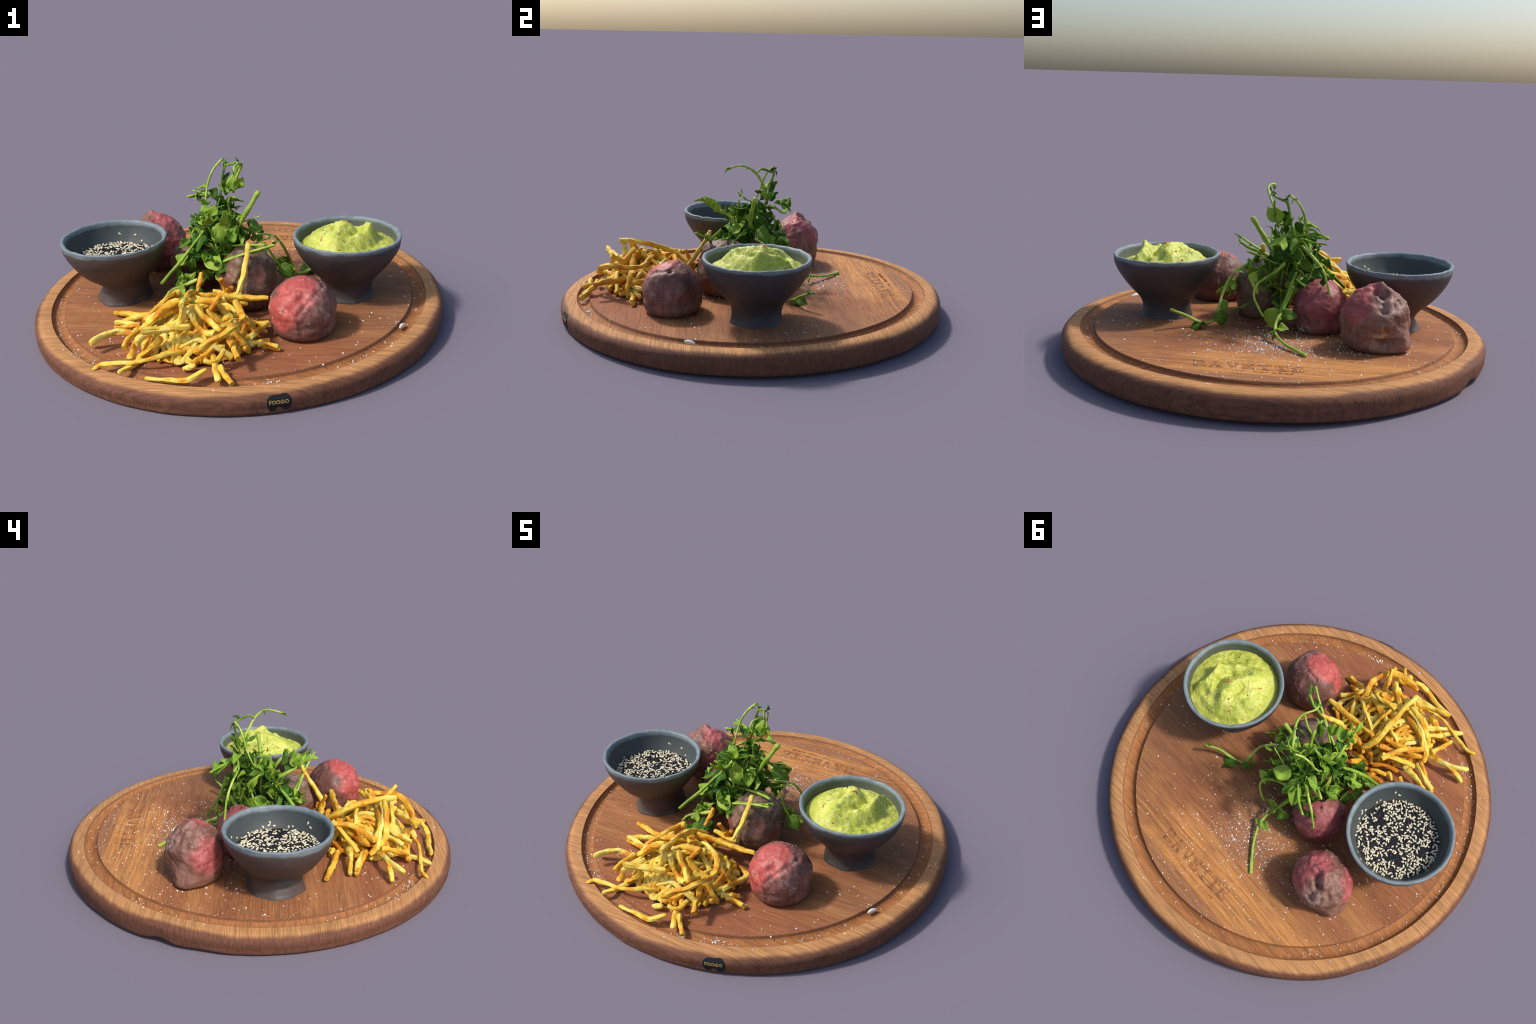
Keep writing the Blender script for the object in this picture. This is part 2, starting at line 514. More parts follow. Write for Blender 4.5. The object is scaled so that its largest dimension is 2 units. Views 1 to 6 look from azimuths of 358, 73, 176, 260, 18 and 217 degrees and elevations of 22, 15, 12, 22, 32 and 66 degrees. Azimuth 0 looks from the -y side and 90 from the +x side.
def letter_mesh(name, polys, place, z0, z1, mat, parent, cut=0.006):
    """Each stroke is a thin slab; strokes are cut finely so that they follow `place`."""
    bm = bmesh.new()
    k = 0
    for poly in polys:
        dz = k * 0.00012
        k += 1
        top = [bm.verts.new((x, y, 1.0 + dz)) for x, y in poly]
        bot = [bm.verts.new((x, y, 0.0)) for x, y in poly]
        bm.faces.new(top)
        for i in range(len(poly)):
            j = (i + 1) % len(poly)
            bm.faces.new((bot[i], bot[j], top[j], top[i]))
    bmesh.ops.recalc_face_normals(bm, faces=bm.faces)
    for vtx in bm.verts:
        x, y, h = vtx.co
        px, py = place(x, y)
        vtx.co = (px, py, surf(px, py) + z0 + (z1 - z0) * min(h, 1.0) + (h - 1 if h > 1 else 0))
    me = bpy.data.meshes.new(name)
    bm.to_mesh(me)
    bm.free()
    me.materials.append(mat)
    ob = bpy.data.objects.new(name, me)
    COL.objects.link(ob)
    ob.parent = parent
    return ob


origin, along, upw = V3((0.372, 0.664, 0)), V3((-0.981, 0.170, 0)), V3((0.0, -0.985, 0))
pitch, width, high = 0.0675, 0.056, 0.068
for i, ch in enumerate("BAVETTE"):
    def place(x, y, i=i):
        p = origin + along * (i * pitch + x * width) + upw * (y * high)
        return p.x, p.y
    letter_mesh("burnt_letter", LETTERS[ch], place, -0.002, 0.0008, MAT_BURN, board)
# the worn line of small script below it: no longer legible, only strokes are left
strokes = []
for i in range(26):
    if i in (5, 11, 12, 18):
        continue
    t = 0.085 + i * 0.0125
    h0 = rnd.uniform(0.004, 0.010)
    strokes.append([(t, 0.0), (t + 0.003, 0.0), (t + 0.0055 + rnd.uniform(-.002, .002), h0 + 0.008), (t + 0.0025, h0 + 0.008)])
    if i % 2:
        strokes.append([(t + 0.001, 0.005), (t + 0.010, 0.0065), (t + 0.010, 0.009), (t + 0.001, 0.0075)])


def place_small(x, y):
    p = origin + along * x + upw * (y - 0.034)
    return p.x, p.y


letter_mesh("burnt_small_script", strokes, place_small, -0.002, 0.0004, MAT_BURN_FAINT, board)["kind"] = "stuff"

# black badge on the front edge with its raised word
badge_out = [(.083, .058), (.085, .070), (.093, .079), (.105, .0825), (.118, .083), (.132, .0825), (.148, .0845), (.163, .084), (.173, .079), (.180, .067), (.1815, .052),
             (.178, .034), (.170, .022), (.159, .0175), (.148, .021), (.139, .032), (.131, .0375), (.123, .033), (.114, .021), (.103, .0165), (.092, .023), (.086, .036), (.083, .047)]


def on_side(x, z, lift):
    a = math.asin(x)                                # x stands for the place along the edge
    zb, zt = lower_edge(a - math.pi / 2), surf(0.95 * math.sin(a), -0.95 * math.cos(a))
    r = side_radius((z - zb) / (zt - zb)) + lift
    return (r * math.sin(a), -r * math.cos(a), z)


def side_slab(name, polys, lift0, lift1, mat, parent):
    bm = bmesh.new()
    for poly in polys:
        n = len(poly)
        cx, cz = sum(p[0] for p in poly) / n, sum(p[1] for p in poly) / n
        rings = []
        for s, h in ((1.0, lift0), (1.0, lift1 - 0.0006), (0.985, lift1), (0.6, lift1), (0.25, lift1)):
            rings.append([bm.verts.new(on_side(cx + (x - cx) * s, cz + (z - cz) * s, h)) for x, z in poly])
        for a, b in zip(rings, rings[1:]):
            for i in range(n):
                j = (i + 1) % n
                bm.faces.new((a[i], a[j], b[j], b[i]))
        bm.faces.new(rings[-1])
    bmesh.ops.recalc_face_normals(bm, faces=bm.faces)
    me = bpy.data.meshes.new(name)
    bm.to_mesh(me)
    bm.free()
    me.materials.append(mat)
    ob = bpy.data.objects.new(name, me)
    COL.objects.link(ob)
    ob.parent = parent
    return ob


smooth_badge = [(p.x, p.z) for p in spline([(x, 0, z) for x, z in badge_out + badge_out[:1]], 3)][:-1]
badge = side_slab("brand_badge", [smooth_badge], -0.004, 0.0030, MAT_BADGE, board)


def side_ring(cx, cz, path, width):
    """A closed raised line along a closed path round (cx, cz)."""
    n = len(path)
    quads = []
    for i in range(n):
        (x0, z0), (x1, z1) = path[i], path[(i + 1) % n]
        k = 1 - width
        quads.append([(cx + x0, cz + z0), (cx + x1, cz + z1), (cx + x1 * k, cz + z1 * k), (cx + x0 * k, cz + z0 * k)])
    return quads


def side_strokes(name, quads):
    bm = bmesh.new()
    for q in quads:
        hi = [bm.verts.new(on_side(x, z, 0.0038)) for x, z in q]
        lo = [bm.verts.new(on_side(x, z, 0.0020)) for x, z in q]
        bm.faces.new(hi)
        for i in range(4):
            bm.faces.new((lo[i], lo[(i + 1) % 4], hi[(i + 1) % 4], hi[i]))
    bmesh.ops.recalc_face_normals(bm, faces=bm.faces)
    me = bpy.data.meshes.new(name)
    bm.to_mesh(me)
    bm.free()
    me.materials.append(MAT_BADGE_GOLD)
    ob = bpy.data.objects.new(name, me)
    COL.objects.link(ob)
    ob.parent = badge
    return ob


zt = 0.0575
circle = [(0.0082 * math.cos(2 * math.pi * k / 24), 0.0082 * math.sin(2 * math.pi * k / 24)) for k in range(24)]
drop = [(0.0085 * math.cos(t) * (0.55 if abs(t - math.pi / 2) < 0.35 else 1), 0.0085 * (math.sin(t) if math.sin(t) < 0 else 1.15 * math.sin(t) ** 1.3) - 0.0005) for t in [2 * math.pi * k / 24 for k in range(24)]]
drop = [(x * (1 - 0.42 * max(0, z) / 0.0085), z) for x, z in drop]
drop = [(x * math.cos(-.25) - z * math.sin(-.25), x * math.sin(-.25) + z * math.cos(-.25)) for x, z in drop]
side_strokes("badge_letter", [bar(.0915, zt - .0085, .0947, zt + .0085), bar(.0947, zt + .0053, .1015, zt + .0085), bar(.0947, zt - .002, .1010, zt + .0011)])
side_strokes("badge_letter", side_ring(.1105, zt, circle, 0.40))
side_strokes("badge_letter", side_ring(.1275, zt, circle, 0.40))
side_strokes("badge_letter", side_ring(.1445, zt, drop, 0.34) + [bar(.1425, zt - .004, .1465, zt - .0015), bar(.1438, zt - .001, .1470, zt + .002)])
side_strokes("badge_letter", side_ring(.1620, zt, circle, 0.40))


# ------------------------------------------------------------------ salt
def crystal(bm, p, size, r):
    """A small irregular flake."""
    q = Quaternion(V3((r.gauss(0, 1), r.gauss(0, 1), r.gauss(0, 1))).normalized(), r.uniform(0, 6.28))
    d = V3((size * r.uniform(.6, 1.3), size * r.uniform(.5, 1), size * r.uniform(.35, .7)))
    c = [bm.verts.new(p + q @ V3((sx * d.x * r.uniform(.6, 1), sy * d.y * r.uniform(.6, 1), sz * d.z))) for sx in (-.5, .5) for sy in (-.5, .5) for sz in (-.5, .5)]
    for i in ((0, 1, 3, 2), (4, 6, 7, 5), (0, 4, 5, 1), (2, 3, 7, 6), (0, 2, 6, 4), (1, 5, 7, 3)):
        bm.faces.new([c[k] for k in i])


def salt(name, points, parent, r, lo=0.0022, hi=0.0092):
    bm = bmesh.new()
    for p in points:
        crystal(bm, V3(p), lo + (hi - lo) * r.random() ** 2.4, r)
    me = bpy.data.meshes.new(name)
    bm.to_mesh(me)
    bm.free()
    me.materials.append(MAT_SALT)
    ob = bpy.data.objects.new(name, me)
    COL.objects.link(ob)
    ob.parent = parent
    ob["kind"] = "stuff"
    return ob


pts = []
rs = random.Random(21)
while len(pts) < 1000:                              # all over, thinner to the edge
    a, r = rs.uniform(0, 6.283), 0.86 * math.sqrt(rs.random())
    x, y = r * math.cos(a), r * math.sin(a)
    dens = 0.30 + 0.7 * max(0, noise.noise(V3((x * 3.1, y * 3.1, 5)))) + (0.55 if y > 0.15 and x < 0.35 else 0)
    if rs.random() < dens:
        pts.append((x, y, surf(x, y) + 0.001))
for i in range(520):                                # spilt heap beside the greens
    x, y = rs.gauss(0.03, 0.13), rs.gauss(0.38, 0.10)
    pts.append((x, y, surf(x, y) + 0.0005))
for i in range(340):                                # gathered in the groove, mostly at the front and left
    a = rs.gauss(-2.2, 1.0) if rs.random() < .65 else rs.uniform(0, 6.283)
    r = rs.uniform(0.862, 0.905)
    pts.append((r * math.cos(a), r * math.sin(a), board_height(r * math.cos(a), r * math.sin(a)) + 0.001))
for (x, y) in ((0.081, -0.875), (-0.653, -0.595), (-0.63, -0.62), (0.10, -0.87), (-0.06, -0.88)):
    for i in range(11):
        xx, yy = x + rs.gauss(0, .016), y + rs.gauss(0, .010)
        pts.append((xx, yy, board_height(xx, yy) + 0.002))
for i in range(60):
    a, r = rs.uniform(0, 6.283), rs.uniform(0.925, 0.955)
    pts.append((r * math.cos(a), r * math.sin(a), surf(r * math.cos(a), r * math.sin(a))))
salt("salt_crystals", pts, board, rs)


# ------------------------------------------------------------------ bowls
OUTER = [(0.2560, .300), (0.2545, .286), (0.2515, .262), (0.2390, .230), (0.2210, .200), (0.1960, .165), (0.1690, .133), (0.1440, .106), (0.1275, .082), (0.1190, .058),
         (0.1180, .038), (0.1210, .018), (0.1275, .004), (0.1310, -.010)]
INNER = [(0.0008, .075), (0.06, .078), (0.11, .092), (0.138, .122), (0.164, .155), (0.190, .190), (0.212, .225), (0.227, .260), (0.2345, .285), (0.2375, .2960), (0.2430, .3020), (0.2500, .3035)]


def smooth_profile(p, n=5):
    return [(q.x, q.z) for q in spline([(r, 0, z) for r, z in p], n)]


def make_bowl(name, label, centre, height, mats, seed, foot_shift=(0, 0), foot_scale=1.0, dent=None, tilt=(0, 0)):
    e = thing(name, label, "bowl")
    base = surf(*centre)
    e.location = (*centre, base)
    grow = (height - base) / 0.3035
    prof = smooth_profile(INNER + OUTER) + [(0.10, -0.010), (0.0008, -0.010)]
    n_inner = len(smooth_profile(INNER + OUTER[:1])) - 1

    def pt(r, z, a, i):
        c, s = math.cos(a), math.sin(a)
        r2 = r * (1 + 0.012 * noise.noise(V3((c * 1.6 + seed, s * 1.6, z * 5))) + 0.007 * noise.noise(V3((c * 6 + seed, s * 6, z * 20))))
        zz = z
        if z > 0.24:
            zz += 0.0042 * noise.noise(V3((c * 5 + seed, s * 5, 1))) * (z - .24) / .06
            zz += 0.0022 * noise.noise(V3((c * 16 + seed, s * 16, 3))) * (z - .24) / .06
        k = max(0, min(1, (0.13 - z) / 0.08))
        outside = i >= n_inner
        x, y = r2 * c, r2 * s
        if outside and r > 0.02:
            x += foot_shift[0] * k
            y += foot_shift[1] * k
            if k:
                x *= 1 + (foot_scale - 1) * k
                y *= 1 + (foot_scale - 1) * k
            if z < 0.16:                                  # thumbed, uneven stem
                w = 0.006 * noise.noise(V3((c * 1.8 + seed, s * 1.8, z * 14))) * (0.16 - z) / 0.1
                x += w * c
                y += w * s
            if dent:
                da = math.atan2(math.sin(a - dent[0]), math.cos(a - dent[0]))
                g = dent[2] * gauss(da, 0.72) * gauss(z - dent[1], 0.034)
                x -= g * c
                y -= g * s
        zz += x * tilt[0] + y * tilt[1] if z > 0.05 else 0
        return (x, y, zz * grow)

    v, f = revolve(prof, 160, pt)
    ob = add_mesh("bowl_body", v, f, None, e, True, mats)
    ob.data.polygons.foreach_set("material_index", [0 if k < n_inner * 160 else 1 for k in range(len(f) - 320)] + [0] * 160 + [1] * 160)
    return e


MATS_A = [slate_material("glazed_stoneware_inside", (0.090, 0.108, 0.082)), slate_material("dark_stoneware", (0.056, 0.049, 0.050), (1.3, 1.15, 1.1))]  # inside tinted green with guacamole's reflection; outside darkened to its shaded look
MATS_B = [slate_material("slate_glaze_inside", (0.062, 0.076, 0.078)), slate_material("stoneware_board_bounce_tint", (0.078, 0.062, 0.055), (1.35, 1.15, 1.05))]  # slate outside warmed to brown by light bounced off the board

BOWL_A = (0.526, -0.127)
BOWL_B = (-0.592, 0.018)
dip = make_bowl("guacamole_bowl", "dark stoneware footed bowl filled with guacamole", BOWL_A, 0.422, MATS_A, 1.0)
sauce = make_bowl("soy_sauce_bowl", "slate stoneware footed bowl of soy sauce and sesame", BOWL_B, 0.412, MATS_B, 9.0, (0.026, 0.008), 1.08, (math.pi + 0.22, 0.082, 0.052), (-0.006, 0.0))

# guacamole: a spooned mound with folds; x, y here are relative to the bowl's axis
FOLDS = [  # path, height, width
    ([(-0.075, -0.100), (-0.045, -0.040), (-0.002, 0.034), (-0.008, 0.090)], 0.029, 0.034),
    ([(0.135, 0.110), (0.113, 0.080), (0.105, 0.030), (0.110, -0.020)], 0.034, 0.022),
    ([(0.110, -0.020), (0.080, -0.070), (0.020, -0.095), (-0.050, -0.110)], 0.020, 0.024),
    ([(0.055, 0.070), (0.060, 0.020), (0.040, -0.030)], -0.020, 0.017),
    ([(0.030, -0.030), (0.000, -0.065), (-0.040, -0.075)], -0.014, 0.014),
    ([(0.150, 0.020), (0.130, -0.070), (0.060, -0.135), (-0.030, -0.150)], -0.014, 0.022),
    ([(0.020, 0.120), (0.060, 0.130), (0.090, 0.120)], -0.014, 0.020),
    ([(-0.130, 0.060), (-0.080, 0.110), (-0.020, 0.140)], 0.010, 0.022),
    ([(-0.120, -0.020), (-0.100, 0.050), (-0.050, 0.080)], 0.010, 0.035),
    ([(-0.06, 0.00), (-0.055, 0.045), (-0.03, 0.075)], -0.010, 0.011),
    ([(0.075, 0.075), (0.085, 0.045), (0.082, 0.0)], 0.010, 0.010),
]


def guac_height(x, y):
    r = math.hypot(x, y)
    h = 0.276 + 0.046 * max(0, 1 - (math.hypot(x + 0.012, y - 0.008) / 0.185) ** 2) ** 0.9
    for path, amp, w in FOLDS:
        h += amp * gauss(seg_dist(x, y, path), w)
    h += 0.005 * gauss(math.hypot(x, y - 0.034), 0.022)
    ledge = (x * 0.5 - y * 0.86)                    # the spoon's last turn: a terrace falling to the front
    h += 0.020 * (1 / (1 + math.exp((ledge - 0.075 - 0.02 * math.sin(x * 30)) / 0.008)) - 0.5) * gauss(math.hypot(x - 0.05, y + 0.07), 0.11)
    p = V3((x, y, 0))
    h += 0.008 * fbm(p, 17, 4, 2) * min(1, (0.22 - r) / 0.05)
    h += 0.004 * fbm(p, 45, 3, 5)
    return h - 0.018 * max(0, (r - 0.17) / 0.05)


rings, seg = 72, 180
v, f = [], []
for i in range(rings + 1):
    r = 0.226 * (i / rings) ** 0.9 + 0.0005
    for k in range(seg):
        a = 2 * math.pi * k / seg
        x, y = r * math.cos(a), r * math.sin(a)
        v.append((x, y, guac_height(x, y)))
for i in range(rings):
    for k in range(seg):
        a, b = i * seg + k, i * seg + (k + 1) % seg
        f.append((a, a + seg, b + seg, b))
f.append(tuple(range(seg)))
add_mesh("guacamole", v, f, MAT_GUAC, dip)

# slivers of red and grains of pepper on it
rp = random.Random(4)
for (x, y, l, w, ang) in ((0.0, 0.030, 0.036, 0.009, 0.5), (-0.13, -0.055, 0.018, 0.008, 1.2), (0.150, 0.085, 0.016, 0.008, 2.0), (-0.060, -0.150, 0.014, 0.007, 0.2), (-0.08, 0.135, 0.016, 0.010, 1.0)):
    path = [V3((x + l * (t - .5) * math.cos(ang), y + l * (t - .5) * math.sin(ang), 0)) for t in np.linspace(0, 1, 6)]
    for p in path:
        p.z = guac_height(p.x, p.y) + 0.001
    vv, ff = tube(path, lambda t, w=w: w * 0.5 * (0.35 + 0.65 * math.sin(math.pi * (0.08 + 0.84 * t))), 8, 0.2, 0.5, 0.2, 1)
    add_mesh("red_pepper_sliver", vv, ff, MAT_TOMATO, dip)
bm = bmesh.new()
for i in range(46):
    a, r = rp.uniform(0, 6.283), 0.19 * math.sqrt(rp.random())
    x, y = r * math.cos(a), r * math.sin(a)
    if x > 0.08 and rp.random() < .6:
        continue
    crystal(bm, V3((x, y, guac_height(x, y) + 0.0008)), 0.002 + 0.005 * rp.random() ** 2.5, rp)
me = bpy.data.meshes.new("cracked_pepper")
bm.to_mesh(me)
bm.free()
me.materials.append(MAT_PEPPER)
ob = bpy.data.objects.new("cracked_pepper", me)
COL.objects.link(ob)
ob.parent = dip
ob["kind"] = "stuff"

# soy sauce
M = Mat("soy_sauce", 0.35, 0.25)
n = M.noise(60, 3, 0.6)
x, y, z = M.xyz()
rr = M.math("SQRT", M.math("ADD", M.math("MULTIPLY", x, x), M.math("MULTIPLY", y, y)))
soy_col = M.mix(M.step(rr, 0.186, 0.203, 0, 0.8), M.mix(n, (0.007, 0.007, 0.008), (0.020, 0.020, 0.022)), (0.060, 0.045, 0.012))
MAT_SOY = M.done(soy_col)
SOY = 0.307 - surf(*BOWL_B)
v, f = [], []
for i in range(13):
    r = 0.214 * i / 12 + 0.0005
    for k in range(96):
        a = 2 * math.pi * k / 96
        v.append((r * math.cos(a), r * math.sin(a), SOY + (0.003 * max(0, (r - .19) / .02))))
for i in range(12):
    for k in range(96):
        a, b = i * 96 + k, i * 96 + (k + 1) % 96
        f.append((a, a + 96, b + 96, b))
f.append(tuple(range(96)))
add_mesh("soy_sauce", v, f, MAT_SOY, sauce)

# sesame seeds: flat teardrops, shared between the copies
seed_meshes = []
for s in range(4):
    v, f = [], []
    L, W = 0.0188, 0.0106
    for i in range(9):
        t = i / 8
        w = math.sin(math.pi * min(1, 0.04 + 0.94 * t ** (1.45 + 0.1 * s))) ** 0.75
        for k in range(8):
            a = 2 * math.pi * k / 8
            v.append(((t - .5) * L, 0.5 * W * w * math.cos(a), 0.30 * W * w * math.sin(a)))
    for i in range(8):
        for k in range(8):
            a, b = i * 8 + k, i * 8 + (k + 1) % 8
            f.append((a, b, b + 8, a + 8))
    f.append(tuple(range(7, -1, -1)))
    f.append(tuple(range(64, 72)))
    me = bpy.data.meshes.new("sesame_seed")
    me.from_pydata(v, [], f)
    me.materials.append(MAT_SEED)
    me.polygons.foreach_set("use_smooth", [True] * len(me.polygons))
    seed_meshes.append(me)
rq = random.Random(12)
placed, extra = [], []
tries = 0
while len(placed) < 430 and tries < 60000:
    tries += 1
    if rq.random() < 0.22:
        a, r = rq.uniform(0, 6.283), rq.gauss(0.187, 0.008)
        if noise.noise(V3((math.cos(a) * 1.5, math.sin(a) * 1.5, 2))) < -0.22:
            continue
    else:
        a, r = rq.uniform(0, 6.283), 0.18 * math.sqrt(rq.random())
    if r > 0.2005:
        continue
    x, y = r * math.cos(a), r * math.sin(a)
    if r < 0.172 and noise.noise(V3((x * 34, y * 34, 7.7))) < -0.24:
        continue
    if any((x - p[0]) ** 2 + (y - p[1]) ** 2 < 0.0094 ** 2 for p in placed):
        continue
    placed.append((x, y))
    m = Matrix.Translation((x, y, SOY + 0.0025 + rq.random() * 0.002)) @ Matrix.Rotation(rq.uniform(0, 6.283), 4, "Z") @ Matrix.Rotation(rq.gauss(0, 0.18), 4, "Y") @ Matrix.Rotation(rq.gauss(0, .2), 4, "X")
    sc = rq.uniform(0.82, 1.12)
    if len(placed) <= 280:
        add_copy("sesame_seed", seed_meshes[rq.randrange(4)], m @ Matrix.Scale(sc, 4), sauce)
    else:
        extra.append((rq.randrange(4), m @ Matrix.Scale(sc * 0.92, 4)))
MAT_BLACK_SEED = plain("black_sesame_husk", (0.013, 0.013, 0.016), 0.45, 0.35, 0.5, 80)


def massed(name, items, mat):
    """Seeds too many to count, joined."""
    bm = bmesh.new()
    for k, m in items:
        tmp = seed_meshes[k].copy()
        tmp.transform(m)
        bm.from_mesh(tmp)
        bpy.data.meshes.remove(tmp)
    me = bpy.data.meshes.new(name)
    bm.to_mesh(me)
    bm.free()
    me.materials.append(mat)
    me.polygons.foreach_set("use_smooth", [True] * len(me.polygons))
    ob = bpy.data.objects.new(name, me)
    COL.objects.link(ob)
    ob.parent = sauce
    ob["kind"] = "stuff"


black = []
for i in range(900):
    a, r = rq.uniform(0, 6.283), 0.196 * math.sqrt(rq.random())
    black.append((rq.randrange(4), Matrix.Translation((r * math.cos(a), r * math.sin(a), SOY + rq.uniform(-.001, .0012))) @ Matrix.Rotation(rq.uniform(0, 6.283), 4, "Z") @ Matrix.Rotation(rq.gauss(0, 0.25), 4, "Y") @ Matrix.Scale(rq.uniform(.75, .95), 4)))
massed("black_sesame_seeds", black, MAT_BLACK_SEED)
massed("sesame_seeds_massed", extra, MAT_SEED)
for az, zz in ((1.57, 0.250), (1.2, 0.246), (1.0, 0.222), (0.15, 0.220), (0.02, 0.225), (-0.12, 0.222), (-0.02, 0.236), (-0.9, 0.252), (-1.0, 0.238), (-0.55, 0.222), (-0.45, 0.218), (2.6, 0.222), (2.9, 0.219)):
    rr = np.interp(zz, [q[1] for q in INNER[3:9]], [q[0] for q in INNER[3:9]]) - 0.003
    out = V3((math.cos(az), math.sin(az), -0.5)).normalized()
    q = out.to_track_quat("Z", "Y").to_matrix().to_4x4()
    add_copy("sesame_seed", seed_meshes[1], Matrix.Translation((rr * math.cos(az), rr * math.sin(az), zz)) @ q @ Matrix.Rotation(rq.uniform(0, 3), 4, "Z"), sauce)


# ------------------------------------------------------------------ meat
def make_meat(label, centre, radii, mat, seed, lumps=(), tuck=0.04, crinkle=0.010, fine=0.0009, boxy=5.5, warp=None, creases=()):
    """A rested ball of roast meat: domed above, nearly upright below, flat on the board."""
    cx, cy, cz = centre
    a, b, c = radii
    nu, nv = 150, 92
    v, f = [], []
    dirs = [(V3(d).normalized(), amp, w) for d, amp, w in lumps]
    folds = [[V3(d).normalized() for d in path] for path in creases]
    folds = [[q for d0, d1 in zip(path, path[1:]) for q in (d0, d0.lerp(d1, .25), d0.lerp(d1, .5), d0.lerp(d1, .75))] + [path[-1]] for path in folds]
    low = cz - surf(cx, cy) + 0.005
    for i in range(nv + 1):
        ph = math.pi * i / nv
        for k in range(nu):
            th = 2 * math.pi * k / nu
            d = V3((math.sin(ph) * math.cos(th), math.sin(ph) * math.sin(th), math.cos(ph)))
            if d.z >= 0:
                p = V3((a * d.x, b * d.y, c * d.z))
            else:
                u = -d.z
                h = (1 - u ** boxy) ** (1 / boxy) * (1 - tuck * u)
                hor = math.hypot(d.x, d.y) or 1
                p = V3((a * h * d.x / hor, b * h * d.y / hor, -low * u))
            off = crinkle * fbm(d, 1.7, 3, seed) + fine * fbm(d, 6.5, 4, seed + 3)
            off += fine * 0.9 * fbm(d, 3.4, 3, seed + 9)
            for ld, amp, w in dirs:
                off += amp * gauss((d - ld).length, w)
            for path in folds:
                near = min((d - q).length for q in path)
                off += 0.003 * gauss(near - 0.13, 0.09) - 0.006 * gauss(near, 0.055)
            if d.z < 0:
                off *= max(0.25, 1 - 0.3 * (-d.z))
            flat = V3((d.x, d.y, max(d.z, -0.1)))
            q = p + flat * off
            if warp:
                q = warp(q, d)
            q.z = max(q.z, -low)
            v.append((q.x, q.y, q.z))
    for i in range(nv):
        for k in range(nu):
            p0, p1 = i * nu + k, i * nu + (k + 1) % nu
            f.append((p0, p0 + nu, p1 + nu, p1))
    ob = add_mesh("roast_meat_ball", v, f, mat)
    ob.location = centre
    ob["label"], ob["category"] = label, "meat"
    # grains of salt on its crown
    r = random.Random(int(seed * 10))
    pts = []
    for i in range(70):
        q = V3(v[r.randrange(3 * nu, int(nv * 0.55) * nu)])
        pts.append(q * 1.003)
    salt("salt_crystals", pts, ob, r, 0.0015, 0.005)
    return ob


m1 = meat_material("rare_roast_meat", (0.43, 0.078, 0.066), (0.120, 0.050, 0.038), (0.225, 0.098, 0.076), [((-0.12, -0.10, 0.05), 0.12), ((-0.04, -0.06, 0.13), 0.12)],
                   [((0.055, -0.110, 0.045), 0.045, (0.56, 0.42, 0.38)), ((0.030, -0.095, 0.085), 0.035, (0.50, 0.34, 0.34)), ((0.065, -0.045, 0.105), 0.035, (0.46, 0.33, 0.34)), ((0.085, -0.110, 0.015), 0.030, (0.50, 0.40, 0.38)),
                    ((-0.098, -0.100, 0.043), 0.028, (0.66, 0.40, 0.27)), ((0.010, -0.140, -0.015), 0.030, (0.44, 0.30, 0.29))])
make_meat("round piece of rare pink roast meat", (0.277, -0.482, 0.212), (0.147, 0.145, 0.142), m1, 1.3,
          [((0.45, -0.75, 0.45), 0.010, 0.30), ((-0.55, -0.75, 0.30), -0.014, 0.16), ((-0.10, -0.75, 0.65), -0.010, 0.13), ((0.7, 0.1, 0.6), 0.006, 0.4), ((0.15, -0.95, -0.25), -0.010, 0.16), ((0.62, -0.75, -0.45), -0.014, 0.13)], 0.03, 0.008,
          creases=[[(0.47, -0.16, 0.66), (0.25, -0.6, 0.6), (0.0, -0.78, 0.45), (-0.25, -0.95, 0.2)], [(0.47, -0.16, 0.66), (0.1, 0.25, 0.9), (-0.3, 0.3, 0.8)]])

m2 = meat_material("brown_roast_meat", (0.20, 0.075, 0.050), (0.118, 0.062, 0.038), (0.205, 0.122, 0.074), [((-0.11, -0.08, -0.02), 0.10), ((0.04, -0.12, 0.05), 0.05), ((0.10, -0.1, -0.05), 0.08)],
                   [((-0.02, -0.06, 0.12), 0.07, (0.40, 0.28, 0.21))], 0.55)
make_meat("round piece of browned roast meat under the greens", (0.048, -0.150, 0.238), (0.137, 0.146, 0.146), m2, 4.1,
          [((0.45, -0.80, -0.35), 0.022, 0.55), ((-0.25, -0.6, 0.75), 0.018, 0.22), ((-0.45, -0.8, 0.2), 0.014, 0.14), ((-0.38, -0.85, 0.05), -0.012, 0.12)], 0.04, 0.010,
          creases=[[(-0.7, -0.6, 0.4), (-0.4, -0.9, 0.25), (-0.2, -0.9, 0.45), (0.1, -0.8, 0.6)]])

m3 = meat_material("dark_roast_meat", (0.29, 0.070, 0.070), (0.145, 0.052, 0.048), (0.22, 0.085, 0.075), [((-0.02, 0.09, 0.10), 0.17), ((-0.09, 0.08, 0.0), 0.15)],
                   [((0.09, 0.09, -0.11), 0.06, (0.55, 0.50, 0.42))], 0.42)
make_meat("round piece of dark red roast meat behind greens", (-0.203, 0.116, 0.228), (0.130, 0.130, 0.122), m3, 6.6,
          [((0.3, 0.85, 0.35), 0.006, 0.3), ((-0.4, 0.85, 0.0), -0.006, 0.2)], 0.06, 0.008)


def crumple(q, d):
    """The cut, crumpled side of the last piece: an overhang above the board and a spur to the left."""
    g = gauss((d - V3((-0.10, 0.92, -0.40)).normalized()).length, 0.34)
    if q.z < -0.055:
        q = q - V3((-0.05, 0.75, 0)) * 0.055 * g
    s = gauss((d - V3((-0.80, 0.50, -0.80)).normalized()).length, 0.45)
    q = q + V3((-0.022, 0.018, -0.02)) * s
    return q


